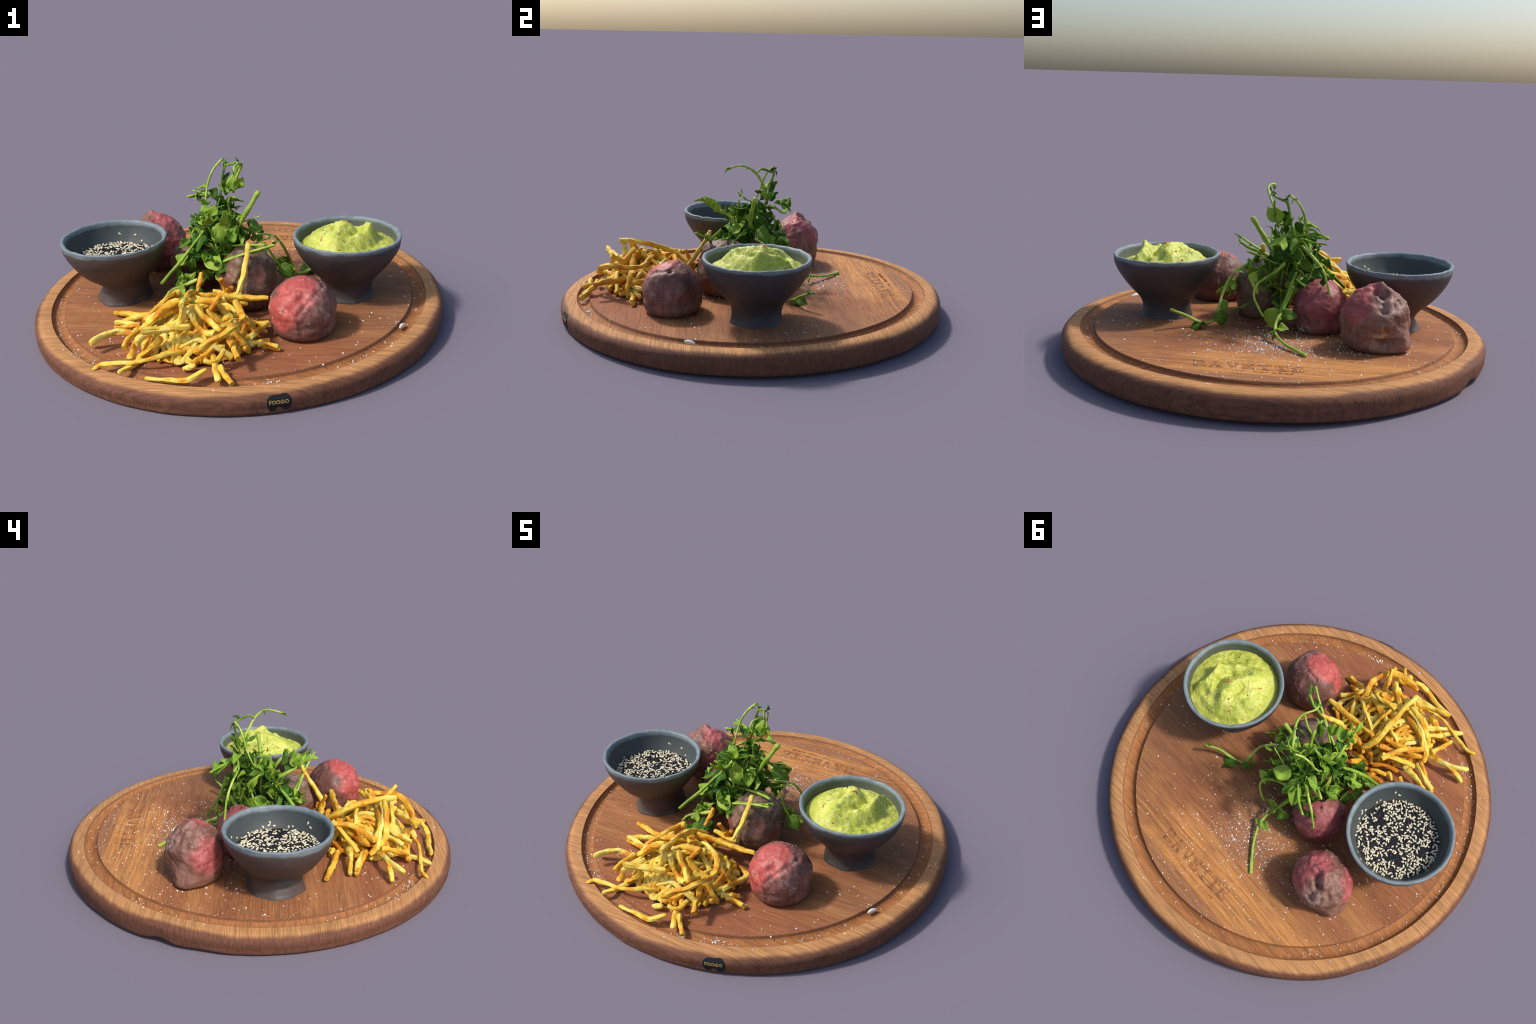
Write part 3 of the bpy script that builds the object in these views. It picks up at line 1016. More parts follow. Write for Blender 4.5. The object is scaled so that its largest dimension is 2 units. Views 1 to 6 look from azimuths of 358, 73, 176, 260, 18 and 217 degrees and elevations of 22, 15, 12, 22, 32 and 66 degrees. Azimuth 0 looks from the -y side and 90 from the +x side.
m4 = meat_material("torn_roast_meat", (0.37, 0.085, 0.082), (0.150, 0.066, 0.046), (0.265, 0.132, 0.094), [((0.05, -0.02, 0.13), 0.10), ((-0.13, -0.06, 0.03), 0.11), ((0.10, 0.06, 0.07), 0.09), ((0.10, -0.10, 0.0), 0.09)],
                   [((0.0, 0.14, -0.06), 0.07, (0.56, 0.33, 0.13)), ((-0.04, 0.11, 0.07), 0.08, (0.40, 0.26, 0.20))], 0.52)
make_meat("round torn piece of roast meat with brown crust", (-0.416, 0.382, 0.246), (0.148, 0.139, 0.138), m4, 8.2,
          [((-0.10, 0.10, 1.0), 0.026, 0.20), ((-0.28, 0.35, 0.90), 0.022, 0.16), ((0.10, -0.15, 1.0), 0.010, 0.16), ((-0.10, 0.52, 0.82), -0.022, 0.11), ((0.12, 0.35, 0.90), -0.026, 0.13),
           ((-0.25, 0.70, 0.65), 0.016, 0.15), ((-0.05, 0.85, 0.42), -0.014, 0.10), ((-0.42, 0.80, 0.30), 0.014, 0.20), ((0.02, 0.25, 1.0), -0.012, 0.09), ((-0.70, 0.55, 0.35), 0.010, 0.22),
           ((0.22, 0.05, 0.95), 0.012, 0.13)], 0.03, 0.011, 0.0022, 4.5, crumple,
          [[(0.35, 0.05, 0.9), (0.05, 0.12, 1.0), (0.08, 0.40, 0.85), (-0.12, 0.55, 0.75), (-0.1, 0.85, 0.4)], [(-0.25, 0.0, 0.95), (-0.30, 0.30, 0.85), (-0.55, 0.55, 0.55)], [(0.5, 0.8, 0.2), (0.2, 0.9, 0.1), (-0.1, 0.95, 0.15)]])


# ------------------------------------------------------------------ fries
fries = thing("potato_fries", "loose heap of thin shoestring potato fries", "fries")
fry_no = 0


def fry(pts, r=0.0125, smooth=0.35, mat=None):
    global fry_no
    fry_no += 1
    k = fry_no * 1.618
    r *= 0.96
    path = spline(relax(pts, smooth), 7)
    for i, p in enumerate(path):                    # dried, slightly crooked strands
        q = p * 16 + V3((k, 0, 0))
        path[i] = p + V3((noise.noise(q), noise.noise(q + V3((9, 4, 1))), noise.noise(q + V3((3, 8, 5))) * 0.7)) * 0.0075
    e0, e1 = 0.80 + 0.2 * math.sin(k * 3.3), 0.80 + 0.2 * math.cos(k * 2.1)

    def rad(t):
        body = 1 + 0.08 * math.sin(t * 7 + k) + 0.05 * math.sin(t * 17 + 2 * k)
        return r * body * min(1, e0 + t * 6) * min(1, e1 + (1 - t) * 6)

    v, f = tube(path, rad, 12, 0.92, 0.80, 0.22, k % 6.28, 0.5, False)
    ob = add_mesh("fry", v, f, mat or MAT_FRY, fries)
    ob.data.set_sharp_from_angle(angle=math.radians(42))
    return ob


fry([(-.664, -.512, .106), (-.612, -.517, .150), (-.556, -.516, .166), (-.500, -.520, .158), (-.437, -.536, .161)], .0125)
fry([(-.418, -.718, .256), (-.334, -.709, .252), (-.273, -.699, .256), (-.213, -.684, .257)], .0145)
fry([(-.445, -.645, .180), (-.420, -.610, .190), (-.380, -.570, .205)], .014)
fry([(-.438, -.505, .158), (-.392, -.535, .225), (-.350, -.560, .268), (-.302, -.585, .308), (-.253, -.589, .326)], .014)
fry([(-.278, -.314, .247), (-.318, -.385, .262), (-.370, -.450, .235), (-.415, -.497, .198)], .014)
fry([(-.241, -.667, .343), (-.224, -.579, .338), (-.220, -.495, .317), (-.215, -.415, .293), (-.200, -.345, .250), (-.155, -.316, .212)], .0145)
fry([(.130, -.424, .245), (.051, -.413, .244), (-.028, -.401, .250), (-.105, -.393, .252), (-.182, -.382, .255)], .0155)
fry([(-.197, -.785, .181), (-.144, -.785, .218), (-.090, -.775, .246), (-.047, -.749, .261), (-.010, -.703, .264), (.010, -.638, .257), (-.002, -.570, .265), (-.018, -.540, .299)], .0155, 0.15)
fry([(-.633, -.701, .088), (-.590, -.690, .102), (-.503, -.712, .113), (-.417, -.740, .134), (-.359, -.742, .147), (-.310, -.730, .160), (-.270, -.720, .158), (-.240, -.712, .150)], .0100, 0.15)
fry([(-.403, -.808, .092), (-.351, -.824, .088), (-.298, -.838, .087), (-.245, -.852, .096), (-.193, -.865, .122), (-.148, -.849, .139)], .0125)
fry([(-.076, -.776, .188), (-.098, -.795, .156), (-.128, -.818, .146), (-.157, -.802, .152)], .0125)
fry([(-.111, -.812, .138), (-.110, -.845, .117), (-.105, -.884, .100)], .0150)
fry([(-.102, -.821, .136), (-.077, -.859, .112), (-.051, -.902, .095)], .0130)
fry([(-.249, -.783, .110), (-.194, -.783, .121)], .0130)
fry([(-.055, -.660, .180), (-.042, -.720, .180), (-.028, -.790, .182), (-.018, -.830, .170)], .0150)
fry([(.013, -.625, .130), (.067, -.612, .128), (.120, -.618, .131)], .0130)
fry([(.089, -.640, .128), (.125, -.652, .118), (.162, -.663, .112)], .0120)
fry([(.121, -.468, .150), (.085, -.435, .130), (.044, -.406, .124)], .0110)
fry([(.122, -.518, .170), (.087, -.555, .155), (.041, -.605, .158), (.003, -.634, .155)], .0120)
fry([(-.208, -.640, .300), (-.196, -.652, .256), (-.175, -.668, .229), (-.146, -.684, .214), (-.110, -.706, .222)], .0150)
fry([(-.190, -.595, .308), (-.157, -.636, .273), (-.118, -.675, .255), (-.078, -.718, .242)], .0160)
fry([(-.142, -.603, .290), (-.112, -.618, .251), (-.069, -.622, .227), (-.026, -.630, .211)], .0160)
fry([(-.234, -.640, .325), (-.250, -.645, .266), (-.272, -.645, .218), (-.303, -.612, .161), (-.341, -.570, .110)], .0145)
fry([(-.336, -.695, .212), (-.372, -.685, .172), (-.405, -.680, .135), (-.442, -.655, .106)], .0155)
fry([(-.447, -.640, .176), (-.468, -.645, .130), (-.485, -.665, .106)], .0125)
fry([(-.591, -.212, .114), (-.534, -.244, .121), (-.470, -.280, .125), (-.400, -.330, .150)], .0130)
fry([(-.562, -.333, .112), (-.508, -.362, .139), (-.456, -.374, .160), (-.406, -.375, .170)], .0145)
fry([(-.574, -.366, .114), (-.508, -.407, .130), (-.446, -.450, .158)], .0125)
fry([(.055, -.239, .445), (.049, -.268, .387), (.031, -.298, .333), (.012, -.332, .282), (-.009, -.352, .225)], .0128)
fry([(-.167, -.187, .285), (-.183, -.212, .250), (-.197, -.249, .212)], .0130)
fry([(-.081, -.340, .315), (-.067, -.325, .270), (-.058, -.311, .222)], .0105, .35, MAT_FRY_CRISP)
fry([(-.033, -.311, .258), (-.039, -.309, .222)], .0110, .35, MAT_FRY_CRISP)
fry([(-.058, -.572, .316), (-.101, -.553, .300), (-.143, -.563, .315), (-.187, -.558, .304)], .0145)
fry([(-.085, -.570, .335), (-.110, -.588, .305), (-.128, -.600, .270)], .0130)
fry([(-.270, -.330, .257), (-.320, -.360, .222), (-.370, -.392, .180), (-.424, -.419, .148)], .0145)
fry([(-.225, -.364, .244), (-.296, -.395, .212), (-.370, -.430, .196), (-.436, -.474, .189)], .0145)
fry([(-.232, -.410, .245), (-.307, -.424, .238), (-.380, -.437, .228)], .0155)
fry([(-.383, -.387, .159), (-.427, -.374, .161), (-.471, -.361, .155), (-.511, -.354, .134)], .0150)
fry([(-.424, -.446, .143), (-.497, -.405, .146), (-.570, -.368, .138)], .0125)
fry([(-.440, -.524, .141), (-.521, -.508, .172), (-.591, -.528, .166), (-.653, -.578, .142)], .0140)
fry([(-.253, -.604, .338), (-.312, -.592, .318), (-.358, -.583, .262), (-.399, -.562, .208), (-.431, -.521, .175), (-.443, -.469, .145)], .0165)
fry([(-.238, -.580, .300), (-.291, -.571, .275), (-.344, -.554, .255), (-.387, -.527, .228), (-.412, -.494, .190)], .0155)
fry([(-.244, -.679, .252), (-.303, -.690, .260), (-.361, -.706, .262), (-.418, -.715, .268)], .0110)
fry([(-.455, -.530, .178), (-.484, -.590, .172), (-.500, -.655, .155)], .0135)
fry([(-.403, -.612, .110), (-.429, -.677, .106), (-.469, -.724, .102), (-.516, -.760, .097)], .0130)
fry([(-.361, -.604, .221), (-.405, -.644, .202), (-.446, -.683, .190)], .0140)
fry([(-.050, -.640, .190), (-.120, -.625, .235), (-.198, -.597, .280)], .0140)
fry([(-.107, -.560, .232), (-.130, -.510, .215), (-.120, -.462, .180)], .0140)
fry([(.037, -.564, .190), (.012, -.491, .192), (-.008, -.434, .170)], .0140)
fry([(.018, -.543, .175), (-.002, -.478, .168), (-.027, -.412, .172)], .0140)
fry([(.039, -.627, .155), (.074, -.562, .150), (.103, -.497, .140), (.115, -.440, .130)], .0125)
fry([(-.043, -.735, .318), (-.058, -.708, .292), (-.070, -.670, .270)], .0120)
fry([(.025, -.712, .150), (.007, -.690, .140)], .0120)
fry([(-.010, -.290, .150), (-.040, -.318, .205), (-.055, -.330, .265)], .0140, .35, MAT_FRY_CRISP)
fry([(.012, -.350, .240), (-.030, -.335, .225), (-.075, -.318, .230), (-.120, -.310, .240)], .0140, .35, MAT_FRY_CRISP)
fry([(-.110, -.290, .170), (-.070, -.320, .195), (-.020, -.340, .200), (.040, -.345, .180)], .0140, .35, MAT_FRY_CRISP)
for x0, y0, x1, y1, z in ((-.171, -.223, -.250, -.268, .122), (-.245, -.300, -.372, -.356, .136), (-.245, -.242, -.335, -.250, .118), (-.250, -.268, -.330, -.290, .134), (-.325, -.312, -.372, -.292, .125), (-.125, -.290, -.225, -.280, .150), (-.190, -.345, -.240, -.288, .158), (-.088, -.270, -.125, -.380, .172), (-.290, -.300, -.250, -.210, .112)):
    fry([(x0, y0, z), ((x0 + x1) / 2 + .006, (y0 + y1) / 2 - .008, z + .010), (x1, y1, z - .004)], .0125, .2, MAT_FRY_CRISP)
fry([(-.180, -.300, .190), (-.120, -.330, .215), (-.050, -.370, .215)], .0140, .35, MAT_FRY_CRISP)
fry([(.156, -.664, .128), (.106, -.650, .132), (.062, -.655, .135)], .0110)


def heap(x, y):
    """Height of the heap's body under the fries that can be told apart."""
    d = math.hypot((x + 0.180) / 0.265, (y + 0.535) / 0.215)
    return surf(x, y) + 0.185 * max(0.0, 1 - d ** 1.7)


rf = random.Random(33)
for i in range(95):                                 # the body of the heap
    a, q = rf.uniform(0, 6.283), math.sqrt(rf.random()) * 0.80
    x, y = -0.180 + 0.265 * q * math.cos(a), -0.535 + 0.215 * q * math.sin(a)
    ang, L = rf.uniform(0, 3.1416), rf.uniform(0.20, 0.34)
    lev = rf.uniform(0.25, 1.0) ** 0.7
    bend = rf.gauss(0, 0.045)
    path = []
    wave, lift = rf.uniform(0, 6.283), rf.uniform(-0.3, 1.0)
    for t in (-0.5, -0.25, 0.0, 0.25, 0.5):
        side = bend * t * t * 4 + 0.012 * math.sin(t * 9 + wave)
        px, py = x + L * t * math.cos(ang) - side * math.sin(ang), y + L * t * math.sin(ang) + side * math.cos(ang)
        d = math.hypot((px + 0.180) / 0.265, (py + 0.535) / 0.215)
        if d > 0.98:                                # keep the tips inside the heap
            px, py = -0.180 + (px + 0.180) * 0.98 / d, -0.535 + (py + 0.535) * 0.98 / d
        arch = lift * 0.030 * (1 - 4 * t * t)
        path.append((px, py, surf(px, py) + 0.013 + (heap(px, py) - surf(px, py)) * lev + arch + rf.gauss(0, 0.005)))
    fry(path, rf.uniform(.0095, .0140), 0.2)

# the crisp shreds and crumbs that fill the middle of the heap
v, f = [], []
n = 46
for i in range(n + 1):
    q = i / n
    for k in range(96):
        a = 2 * math.pi * k / 96
        x, y = -0.180 + 0.250 * q * math.cos(a), -0.530 + 0.205 * q * math.sin(a)
        hz = (heap(x, y) - surf(x, y)) * 0.66
        rib = abs(noise.noise(V3((x * 17 + 3, y * 17, 2)))) + 0.6 * abs(noise.noise(V3((x * 33, y * 33, 6))))
        v.append((x, y, surf(x, y) - 0.003 + hz * (1.08 - 0.62 * rib)))
for i in range(n):
    for k in range(96):
        a, b = i * 96 + k, i * 96 + (k + 1) % 96
        f.append((a, a + 96, b + 96, b))
MAT_CRUMB = Mat("crisp_shreds", 0.65, 0.25)
g0, g1 = MAT_CRUMB.noise(26, 5, 0.65, dist=1.0), MAT_CRUMB.noise(60, 4, 0.6)
MAT_CRUMB.bump(MAT_CRUMB.math("ADD", g0, g1), 0.6, 0.01)
MAT_CRUMB = MAT_CRUMB.done(MAT_CRUMB.ramp(g0, [(0.30, (0.36, 0.10, 0.010)), (0.46, (0.55, 0.21, 0.014)), (0.60, (0.66, 0.36, 0.030)), (0.75, (0.70, 0.50, 0.08))]))
add_mesh("crisp_shreds", v, f, MAT_CRUMB, fries)["kind"] = "stuff"

# ------------------------------------------------------------------ pea shoots
greens = thing("pea_shoots", "tangled heap of green pea shoots with curly tips", "salad greens")
stems = []
sn = 0


def stem(pts, r0=0.006, r1=0.006, smooth=0.3, flat=0.85):
    global sn
    sn += 1
    path = spline(relax(pts, smooth), 6)
    v, f = tube(path, lambda t: (r0 + (r1 - r0) * t) * (1 + 0.12 * math.sin(t * 11 + sn)), 8, 0.15, flat, 0.25, sn * 1.3, 0.4, True)
    ob = add_mesh("shoot_stem", v, f, MAT_STEM, greens)
    stems.append((ob, path))
    return ob


stem([(-.140, .020, .500), (-.137, .060, .560), (-.128, .080, .620), (-.111, .090, .670), (-.085, .100, .714), (-.047, .124, .744)], .0048, .0058)
stem([(-.047, .126, .746), (-.030, .120, .732), (-.034, .125, .704)], .0060, .0045)
stem([(.000, .072, .590), (.012, .065, .640), (.022, .040, .682), (.040, .010, .726), (.046, -.027, .756), (.031, -.058, .770), (.008, -.095, .766), (.008, -.135, .750)], .0070, .0050, .15)
stem([(.030, .012, .731), (.024, .034, .750), (.017, .061, .745), (.020, .090, .730), (-.010, .112, .722), (-.034, .124, .715)], .0055, .0060, .15)
stem([(-.034, .124, .715), (-.050, .118, .660), (-.058, .108, .607), (-.071, .098, .540)], .0055, .0060)
stem([(.022, .105, .714), (.022, .090, .680), (.014, .068, .640)], .0055, .0065)
stem([(-.125, .130, .592), (-.173, .128, .585), (-.191, .131, .544)], .0060, .0050)
stem([(-.125, .140, .560), (-.180, .148, .556), (-.225, .158, .551)], .0065, .0060)
stem([(.010, -.012, .430), (.045, -.024, .500), (.084, -.024, .560), (.117, -.020, .614)], .0110, .0120, .2, .9)
stem([(-.362, -.180, .237), (-.310, -.165, .290), (-.258, -.140, .335), (-.212, -.108, .387), (-.165, -.060, .430), (-.117, -.030, .485)], .0100, .0085)
stem([(-.358, -.161, .150), (-.318, -.170, .205), (-.261, -.150, .205), (-.194, -.165, .240)], .0065, .0090)
stem([(-.123, -.090, .260), (-.075, -.151, .317), (-.025, -.198, .359), (.026, -.235, .386), (.079, -.258, .405), (.131, -.268, .420), (.170, -.292, .451)], .0065, .0075)
stem([(-.098, -.070, .342), (-.041, -.110, .382), (.017, -.134, .393), (.076, -.155, .398), (.131, -.200, .412)], .0065, .0060)
stem([(.131, -.060, .372), (.159, -.080, .335), (.183, -.100, .296), (.207, -.105, .257), (.222, -.095, .205)], .0060, .0075)
stem([(-.026, .165, .435), (.008, .155, .395), (.054, .155, .367), (.100, .170, .337), (.115, .190, .289), (.093, .211, .243), (.069, .218, .200)], .0080, .0065, .15)
stem([(-.068, .175, .330), (-.048, .180, .268), (-.019, .205, .219), (.014, .262, .188), (.022, .328, .151), (-.011, .408, .133), (-.055, .479, .128), (-.098, .540, .123)], .0065, .0085)
stem([(.071, -.120, .390), (.126, -.140, .362), (.164, -.150, .291)], .0060, .0065)
stem([(.194, .030, .368), (.225, .035, .325), (.248, .045, .275), (.265, .085, .230), (.278, .098, .180), (.295, .100, .138), (.335, .106, .129), (.385, .118, .150), (.431, .125, .178), (.490, .165, .212)], .0075, .0075, .15)
stem([(.100, -.010, .400), (.150, .005, .392), (.194, .030, .368)], .0060, .0070)
stem([(.212, .040, .180), (.158, .020, .184), (.116, .021, .213)], .0055, .0055)
stem([(-.110, .124, .507), (-.148, .154, .474), (-.186, .182, .436), (-.208, .198, .394), (-.224, .208, .343), (-.238, .216, .290)], .0085, .0060)
stem([(-.099, .166, .551), (-.146, .230, .545), (-.205, .272, .548)], .0080, .0045)
stem([(-.139, .127, .566), (-.188, .130, .572), (-.227, .160, .551)], .0070, .0060)
stem([(-.165, .085, .454), (-.203, .070, .414), (-.226, .052, .364)], .0065, .0060)
stem([(-.134, .055, .520), (-.100, .010, .490), (-.070, -.045, .440)], .0090, .0080)
stem([(-.150, -.074, .470), (-.148, -.146, .500), (-.150, -.200, .535), (-.155, -.240, .580)], .0100, .0050)
stem([(-.082, -.178, .325), (.001, -.225, .373), (.087, -.278, .421), (.168, -.339, .463)], .0065, .0060)
stem([(.000, -.070, .440), (.018, -.112, .495), (.010, -.172, .538)], .0090, .0060)
stem([(-.079, .188, .397), (-.058, .205, .353), (-.031, .245, .290), (.000, .270, .230)], .0080, .0065)
for i in range(22):                                 # threads and short stems inside the heap
    a = rf.uniform(0, 6.283)
    z0 = rf.uniform(0.24, 0.44)
    q = rf.uniform(0.03, 0.17) * (1 - (z0 - .24) * 1.6)
    p0 = V3((-0.075 + q * math.cos(a), 0.015 + q * math.sin(a), z0))
    d = V3((math.cos(a) * rf.uniform(-.4, 1), math.sin(a) * rf.uniform(-.4, 1), rf.uniform(.1, 1.1))).normalized()
    L = rf.uniform(0.06, 0.15)
    if p0.z + d.z * L > 0.58:
        L *= 0.5
    side = d.cross(V3((0, 0, 1))) * rf.gauss(0, 0.02)
    stem([p0, p0 + d * L * .5 + side, p0 + d * L], rf.uniform(.0022, .0060), rf.uniform(.0022, .0050))


def leaf_mesh(seed, ratio, curl, fold, wave, lobed, twist=0.0):
    """One leaflet, unit length along x, with real thickness; edge waved and sometimes notched."""
    r = random.Random(seed)
    nu, nv = 12, 8
    ph = r.uniform(0, 6)
    top, bot = [], []
    for i in range(nu + 1):
        t = i / nu
        w = ratio * 0.5 * (math.sin(math.pi * t ** 0.78) ** 0.75 if 0 < t < 1 else 0.0) + 0.018 * (1 - t)
        if lobed:
            w *= 1 + 0.20 * math.sin(t * 19 + ph)
        for j in range(nv + 1):
            s = j / nv * 2 - 1
            ang = curl * t
            x = t if abs(curl) < 1e-3 else math.sin(ang) / curl
            z = 0 if abs(curl) < 1e-3 else -(1 - math.cos(ang)) / curl
            z += fold * abs(s) * w + wave * w * math.sin(5.5 * t + ph) * s + wave * 0.6 * w * s * s * math.sin(11 * t + ph * 2)
            y = s * w
            th = 0.020 * (1 - 0.7 * abs(s)) + 0.006
            ca, sa = math.cos(twist * t * t), math.sin(twist * t * t)
            for out, zz in ((top, z + th), (bot, z - th)):
                out.append((x, y * ca - (zz - z) * sa, z + y * sa + (zz - z) * ca))
    off = len(top)
    faces = []
    row = nv + 1
    for i in range(nu):
        for j in range(nv):
            a = i * row + j
            faces.append((a, a + row, a + row + 1, a + 1))
            faces.append((off + a, off + a + 1, off + a + row + 1, off + a + row))
    for i in range(nu):
        a, b = i * row, (i + 1) * row
        faces.append((a, off + a, off + b, b))
        faces.append((a + nv, b + nv, off + b + nv, off + a + nv))
    for j in range(nv):
        faces.append((j, j + 1, off + j + 1, off + j))
        k = nu * row + j
        faces.append((k, off + k, off + k + 1, k + 1))
    me = bpy.data.meshes.new("leaf")
    me.from_pydata(top + bot, [], faces)
    me.materials.append(MAT_LEAF)
    me.polygons.foreach_set("use_smooth", [True] * len(me.polygons))
    me.update()
    return me


LEAVES = [leaf_mesh(i, *k) for i, k in enumerate([
    (0.60, 0.5, 0.40, 0.35, False, 0.4), (0.70, 0.9, 0.30, 0.45, False, -0.5), (0.46, 1.4, 0.55, 0.35, False, 0.9), (0.62, -0.6, 0.40, 0.50, False, 0.8),
    (0.38, 0.8, 0.70, 0.45, True, 1.2), (0.78, 0.4, 0.25, 0.40, False, 0.3), (0.26, 1.9, 0.75, 0.40, False, -1.4), (0.44, 0.3, 0.70, 0.60, False, 1.6), (0.54, 1.5, 0.50, 0.55, True, -1.0),
    (0.30, 1.0, 0.80, 0.50, False, 2.0), (0.36, -0.9, 0.70, 0.40, False, -1.8)])]
rl = random.Random(5)


def leaf(p, d, n, size, kind=None, wide=1.0):
    p, d, n = V3(p), V3(d).normalized(), V3(n)
    y = n.cross(d)
    if y.length < 1e-3:
        y = V3((0.3, 1, 0)).cross(d)
    y.normalize()
    n = d.cross(y)
    size *= 1.12
    m = Matrix((d * size, y * size * wide, n * size)).transposed().to_4x4()
    m.translation = p
    best = min(stems[:29], key=lambda s: min((q - p).length for q in s[1][::3]))
    return add_copy("leaf", LEAVES[rl.randrange(len(LEAVES)) if kind is None else kind], m, best[0])


# leaves that can be told apart: foot, direction, facing, length, kind
leaf((.000, .066, .600), (.10, .10, 1.0), (-.6, -1, .2), .085, 0)
leaf((.010, .066, .610), (.45, -.1, .8), (.2, -1, .3), .075, 3)
leaf((-.030, .110, .590), (-.25, .35, 1), (-.3, -1, .1), .080, 7)
leaf((-.045, .115, .640), (.45, .1, .6), (-.2, -1, .2), .050, 4)
leaf((-.085, .100, .714), (.7, .4, .6), (-.4, -.8, .6), .055, 6)
leaf((.046, -.027, .756), (-.5, -1, .2), (.4, 0, 1), .040, 6)
leaf((.008, -.120, .758), (.0, -1, -.35), (0, -.2, 1), .042, 4)
leaf((.020, .085, .735), (.2, .8, .5), (1, 0, .5), .042, 4)
leaf((-.020, .118, .722), (-.6, .7, .3), (0, 0, 1), .045, 6)
leaf((-.125, .128, .600), (-.8, .1, .25), (.2, -.5, 1), .075, 2)
leaf((-.170, .128, .585), (-.4, .0, -1), (-1, 0, .2), .048, 4)
leaf((-.190, .145, .556), (-1, .2, .1), (0, -.5, 1), .045, 6)
leaf((-.105, .092, .560), (.25, -.3, 1), (-.5, -.8, .4), .055, 5)
leaf((-.090, .180, .540), (-.5, .8, .1), (-.3, .2, 1), .085, 1)
leaf((-.150, .235, .545), (-.6, .4, -.5), (-.5, .5, 1), .070, 6)
leaf((-.100, .150, .545), (.45, .8, -.2), (.3, .6, 1), .095, 0)
leaf((-.040, .140, .520), (.9, .3, .1), (0, .5, 1), .085, 5)
leaf((-.205, .196, .400), (-.1, .0, -1), (-.7, .8, .2), .062, 0)
leaf((-.200, .192, .420), (.7, .4, -.7), (-.3, 1, .2), .055, 5)
leaf((-.238, .216, .296), (-.1, .15, -1), (-.8, .6, 0), .075, 6)
leaf((.020, .200, .235), (.10, .35, -1), (.2, 1, .3), .085, 5, 1.15)
leaf((-.005, .215, .205), (-.9, .4, .1), (-.1, 1, .5), .080, 1)
leaf((.012, .320, .150), (.8, -.3, .1), (0, 0, 1), .050, 4)
leaf((.015, .300, .165), (-.7, .5, .3), (0, .3, 1), .060, 0)
leaf((.008, .345, .145), (.5, -.8, .15), (0, 0, 1), .055, 6)
leaf((.270, .100, .190), (-.3, .3, -.8), (-.2, 1, .2), .070, 1, 1.2)
leaf((.258, .075, .240), (-.4, .5, -.9), (-.3, 1, 0), .060, 0)
leaf((.345, .108, .132), (.45, .9, -.02), (.2, -.2, 1), .078, 5, 1.1)
leaf((.470, .145, .205), (.5, .6, .3), (0, -.5, 1), .040, 4)
leaf((.200, .030, .360), (-.6, .3, .4), (0, .6, 1), .060, 6)
leaf((-.160, -.060, .430), (-.3, -.7, -.5), (-.4, -1, .6), .085, 5)
leaf((-.100, -.050, .470), (.4, -.5, -.6), (-.2, -1, .6), .110, 1)
leaf((-.030, -.030, .470), (.1, -.5, -.9), (.3, -1, .4), .100, 3)
leaf((.010, -.012, .440), (.3, -.2, -1), (.4, -1, .2), .090, 0)
leaf((-.215, -.050, .400), (-.9, .0, -.5), (-.5, -.8, .6), .080, 7)
leaf((-.230, -.070, .350), (-.5, -.2, -.9), (-.8, -.6, .3), .090, 3)
leaf((-.200, -.110, .330), (-.5, -.1, -.8), (-.5, -1, .3), .085, 8)
leaf((-.130, -.140, .330), (.5, -.8, .0), (0, -1, .8), .085, 5, 1.15)
leaf((-.110, -.190, .310), (.7, -.4, .1), (0, -1, .6), .080, 1)
leaf((-.240, -.120, .250), (-.6, -.3, -.5), (-.3, -1, .5), .085, 4)
leaf((-.290, -.150, .230), (.4, -.2, -.7), (-.2, -1, .2), .070, 3)
leaf((.060, .110, .420), (.5, .4, -.9), (1, .2, .3), .120, 2, .9)
leaf((.080, .130, .400), (.35, .3, -1), (1, -.6, .2), .110, 0)
leaf((.060, .060, .400), (.9, .1, -.5), (.3, -.6, 1), .090, 5)
leaf((.207, -.105, .260), (.5, -.6, -.2), (-.2, -.8, .8), .075, 1, 1.2)
leaf((.215, -.100, .230), (.7, .2, .2), (.2, -.7, .8), .070, 0)
leaf((.185, -.100, .295), (.4, .5, -.7), (0, -1, .4), .060, 5)
leaf((.168, -.300, .448), (.3, -.6, .9), (-.6, .5, .5), .050, 4)
leaf((.150, -.285, .432), (.9, .2, .5), (0, -1, .5), .045, 6)
leaf((.110, -.270, .420), (.6, -.8, .2), (0, 0, 1), .045, 4)
leaf((-.150, -.160, .505), (-.1, -.5, 1), (-1, .2, .2), .065, 7)
leaf((-.145, -.120, .490), (.8, -.6, .5), (-.4, .4, 1), .060, 0)
leaf((-.150, -.060, .470), (-.5, .3, .9), (-1, -.2, .3), .075, 3)
leaf((.010, -.140, .520), (-.1, -.6, .9), (-1, 0, .3), .055, 6)
leaf((-.085, -.180, .330), (-.7, -.5, .2), (-.4, -.6, 1), .070, 3)
leaf((-.215, .050, .400), (-.2, .4, -1), (-1, .2, .3), .075, 5, 1.1)
leaf((-.200, .045, .400), (-.2, -.6, -.9), (-1, 0, .4), .080, 0)
leaf((-.190, -.030, .360), (-.3, -.2, -1), (-1, .1, .2), .090, 1)
leaf((-.205, -.080, .330), (-.3, .1, -1), (-1, -.2, .2), .085, 7)
leaf((-.255, -.190, .175), (-.4, -.7, -.3), (-.2, -.6, 1), .085, 1)
leaf((-.230, -.160, .190), (.3, -.9, -.3), (0, -.3, 1), .090, 3)
leaf((-.300, -.180, .150), (-.2, -.6, -.4), (-.6, -.5, 1), .075, 0)
leaf((-.190, -.190, .210), (-.2, -1, -.3), (0, -.6, 1), .090, 5)
leaf((-.300, -.170, .190), (-.7, .2, -.7), (-.5, -.6, .6), .070, 7)
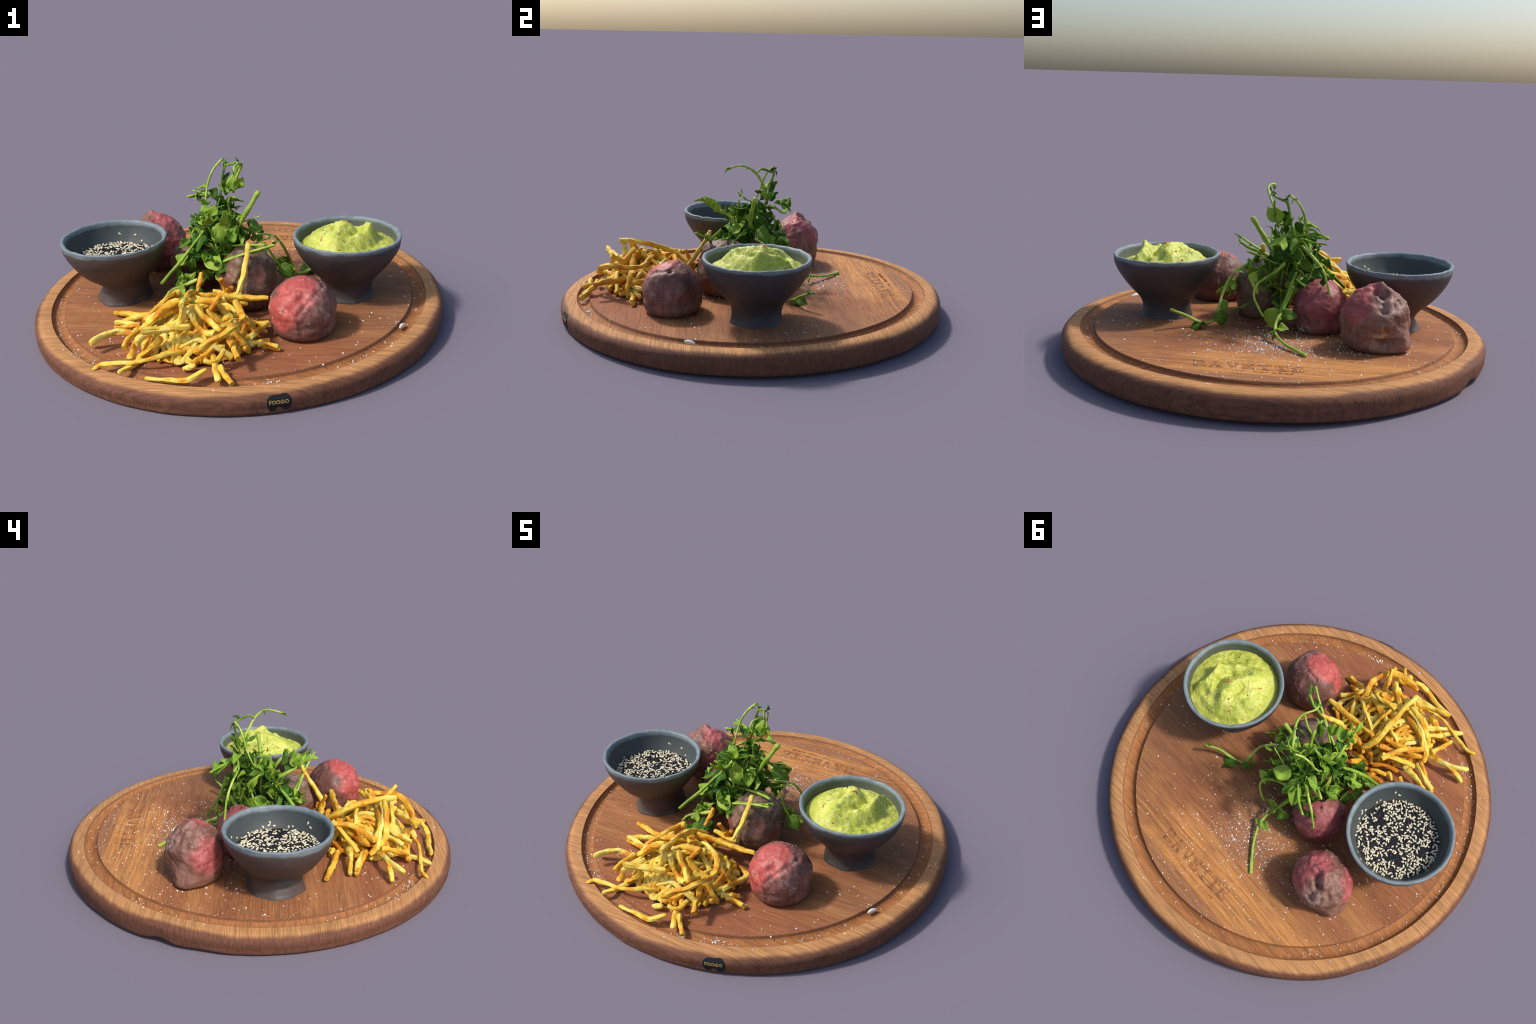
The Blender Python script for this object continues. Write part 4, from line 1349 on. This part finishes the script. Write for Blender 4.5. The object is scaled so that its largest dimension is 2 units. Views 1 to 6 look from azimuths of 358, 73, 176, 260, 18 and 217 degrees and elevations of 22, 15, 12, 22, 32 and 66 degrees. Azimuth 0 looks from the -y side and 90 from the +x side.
leaf((-.270, -.060, .250), (-.5, -.3, -.9), (-1, -.2, .3), .085, 5)
leaf((-.260, .000, .260), (-.4, .1, -1), (-1, .1, .3), .085, 1)
leaf((-.125, -.165, .520), (-.1, -.7, .8), (-1, .1, .3), .085, 7)
leaf((-.130, -.150, .510), (.7, -.7, .3), (-.2, .3, 1), .080, 3)
leaf((-.150, -.215, .550), (-.2, -.9, .4), (-.6, .2, 1), .065, 4)
leaf((-.060, -.150, .500), (.2, -.6, .9), (.3, -1, .2), .075, 0)
leaf((-.020, -.120, .480), (.3, -.4, 1), (.6, -1, .2), .080, 7)
leaf((.090, .130, .390), (.35, .2, -.9), (.8, -.5, .4), .090, 2, 1.0)
leaf((.070, .010, .440), (.7, .2, -.3), (.2, -.5, 1), .095, 1)
leaf((-.120, .000, .560), (-.6, -.4, .9), (-.6, -.8, .3), .060, 3)
leaf((-.115, -.022, .600), (-.3, -.5, .9), (0, -1, .3), .026, 4)

for i in range(124):                                # the mass of the heap
    z0 = 0.225 + 0.27 * rl.random() ** 1.2
    a = rl.uniform(0, 6.283)
    R = 0.158 * (1 - ((z0 - 0.225) / 0.36) ** 1.1) + 0.015
    q = R * math.sqrt(rl.uniform(0.25, 1.0))
    ox, oy = -0.095 + 0.16 * (z0 - .35), 0.005 + 0.20 * (z0 - .35)
    p = V3((ox + q * math.cos(a), oy + q * math.sin(a), z0))
    out = V3((math.cos(a), math.sin(a), 0))
    tang = V3((-math.sin(a), math.cos(a), 0))
    d = out * rl.uniform(-.1, .7) + tang * rl.gauss(0, .8) + V3((0, 0, rl.gauss(0.1, .75)))
    nrm = out + V3((rl.gauss(0, .5), rl.gauss(0, .5), rl.uniform(0, 1)))
    leaf(p, d, nrm, rl.uniform(.065, .115), None, rl.uniform(.62, 1.0))

for i in range(30):                                 # the narrower upper part, leaves hugging the stems
    z0 = rl.uniform(0.45, 0.625)
    k = (z0 - 0.45) / 0.175
    a = rl.uniform(0, 6.283)
    q = rl.uniform(0.2, 1.0) * (0.075 - 0.045 * k)
    p = V3((-0.070 + 0.062 * k + q * math.cos(a), 0.030 + 0.050 * k + q * math.sin(a), z0))
    out = V3((math.cos(a), math.sin(a), 0))
    leaf(p, out * rl.uniform(.1, .7) + V3((0, 0, rl.uniform(-.3, 1.1))) + V3((rl.gauss(0, .4), rl.gauss(0, .4), 0)), out + V3((rl.gauss(0, .5), rl.gauss(0, .5), rl.uniform(-.2, .8))), rl.uniform(.040, .070), None, rl.uniform(.6, .95))

# ------------------------------------------------------------------ the single pale grain by the groove
v, f = tube(spline([(-0.020, 0, 0), (0, 0.002, 0), (0.020, 0, 0)], 6), lambda t: 0.0105 * math.sin(math.pi * (0.12 + 0.76 * t)) ** 0.8, 10, 0, 0.7, 0.1, 0, 0, True)
g = add_mesh("pumpkin_seed", v, f, MAT_RICE)
g.scale = (1.25, 1.25, 1.15)
g.location = (0.722, -0.490, 0.102)
g.rotation_euler = (0, 0.12, 0.9)
g["label"], g["category"] = "single pale seed lying by the groove", "seed"
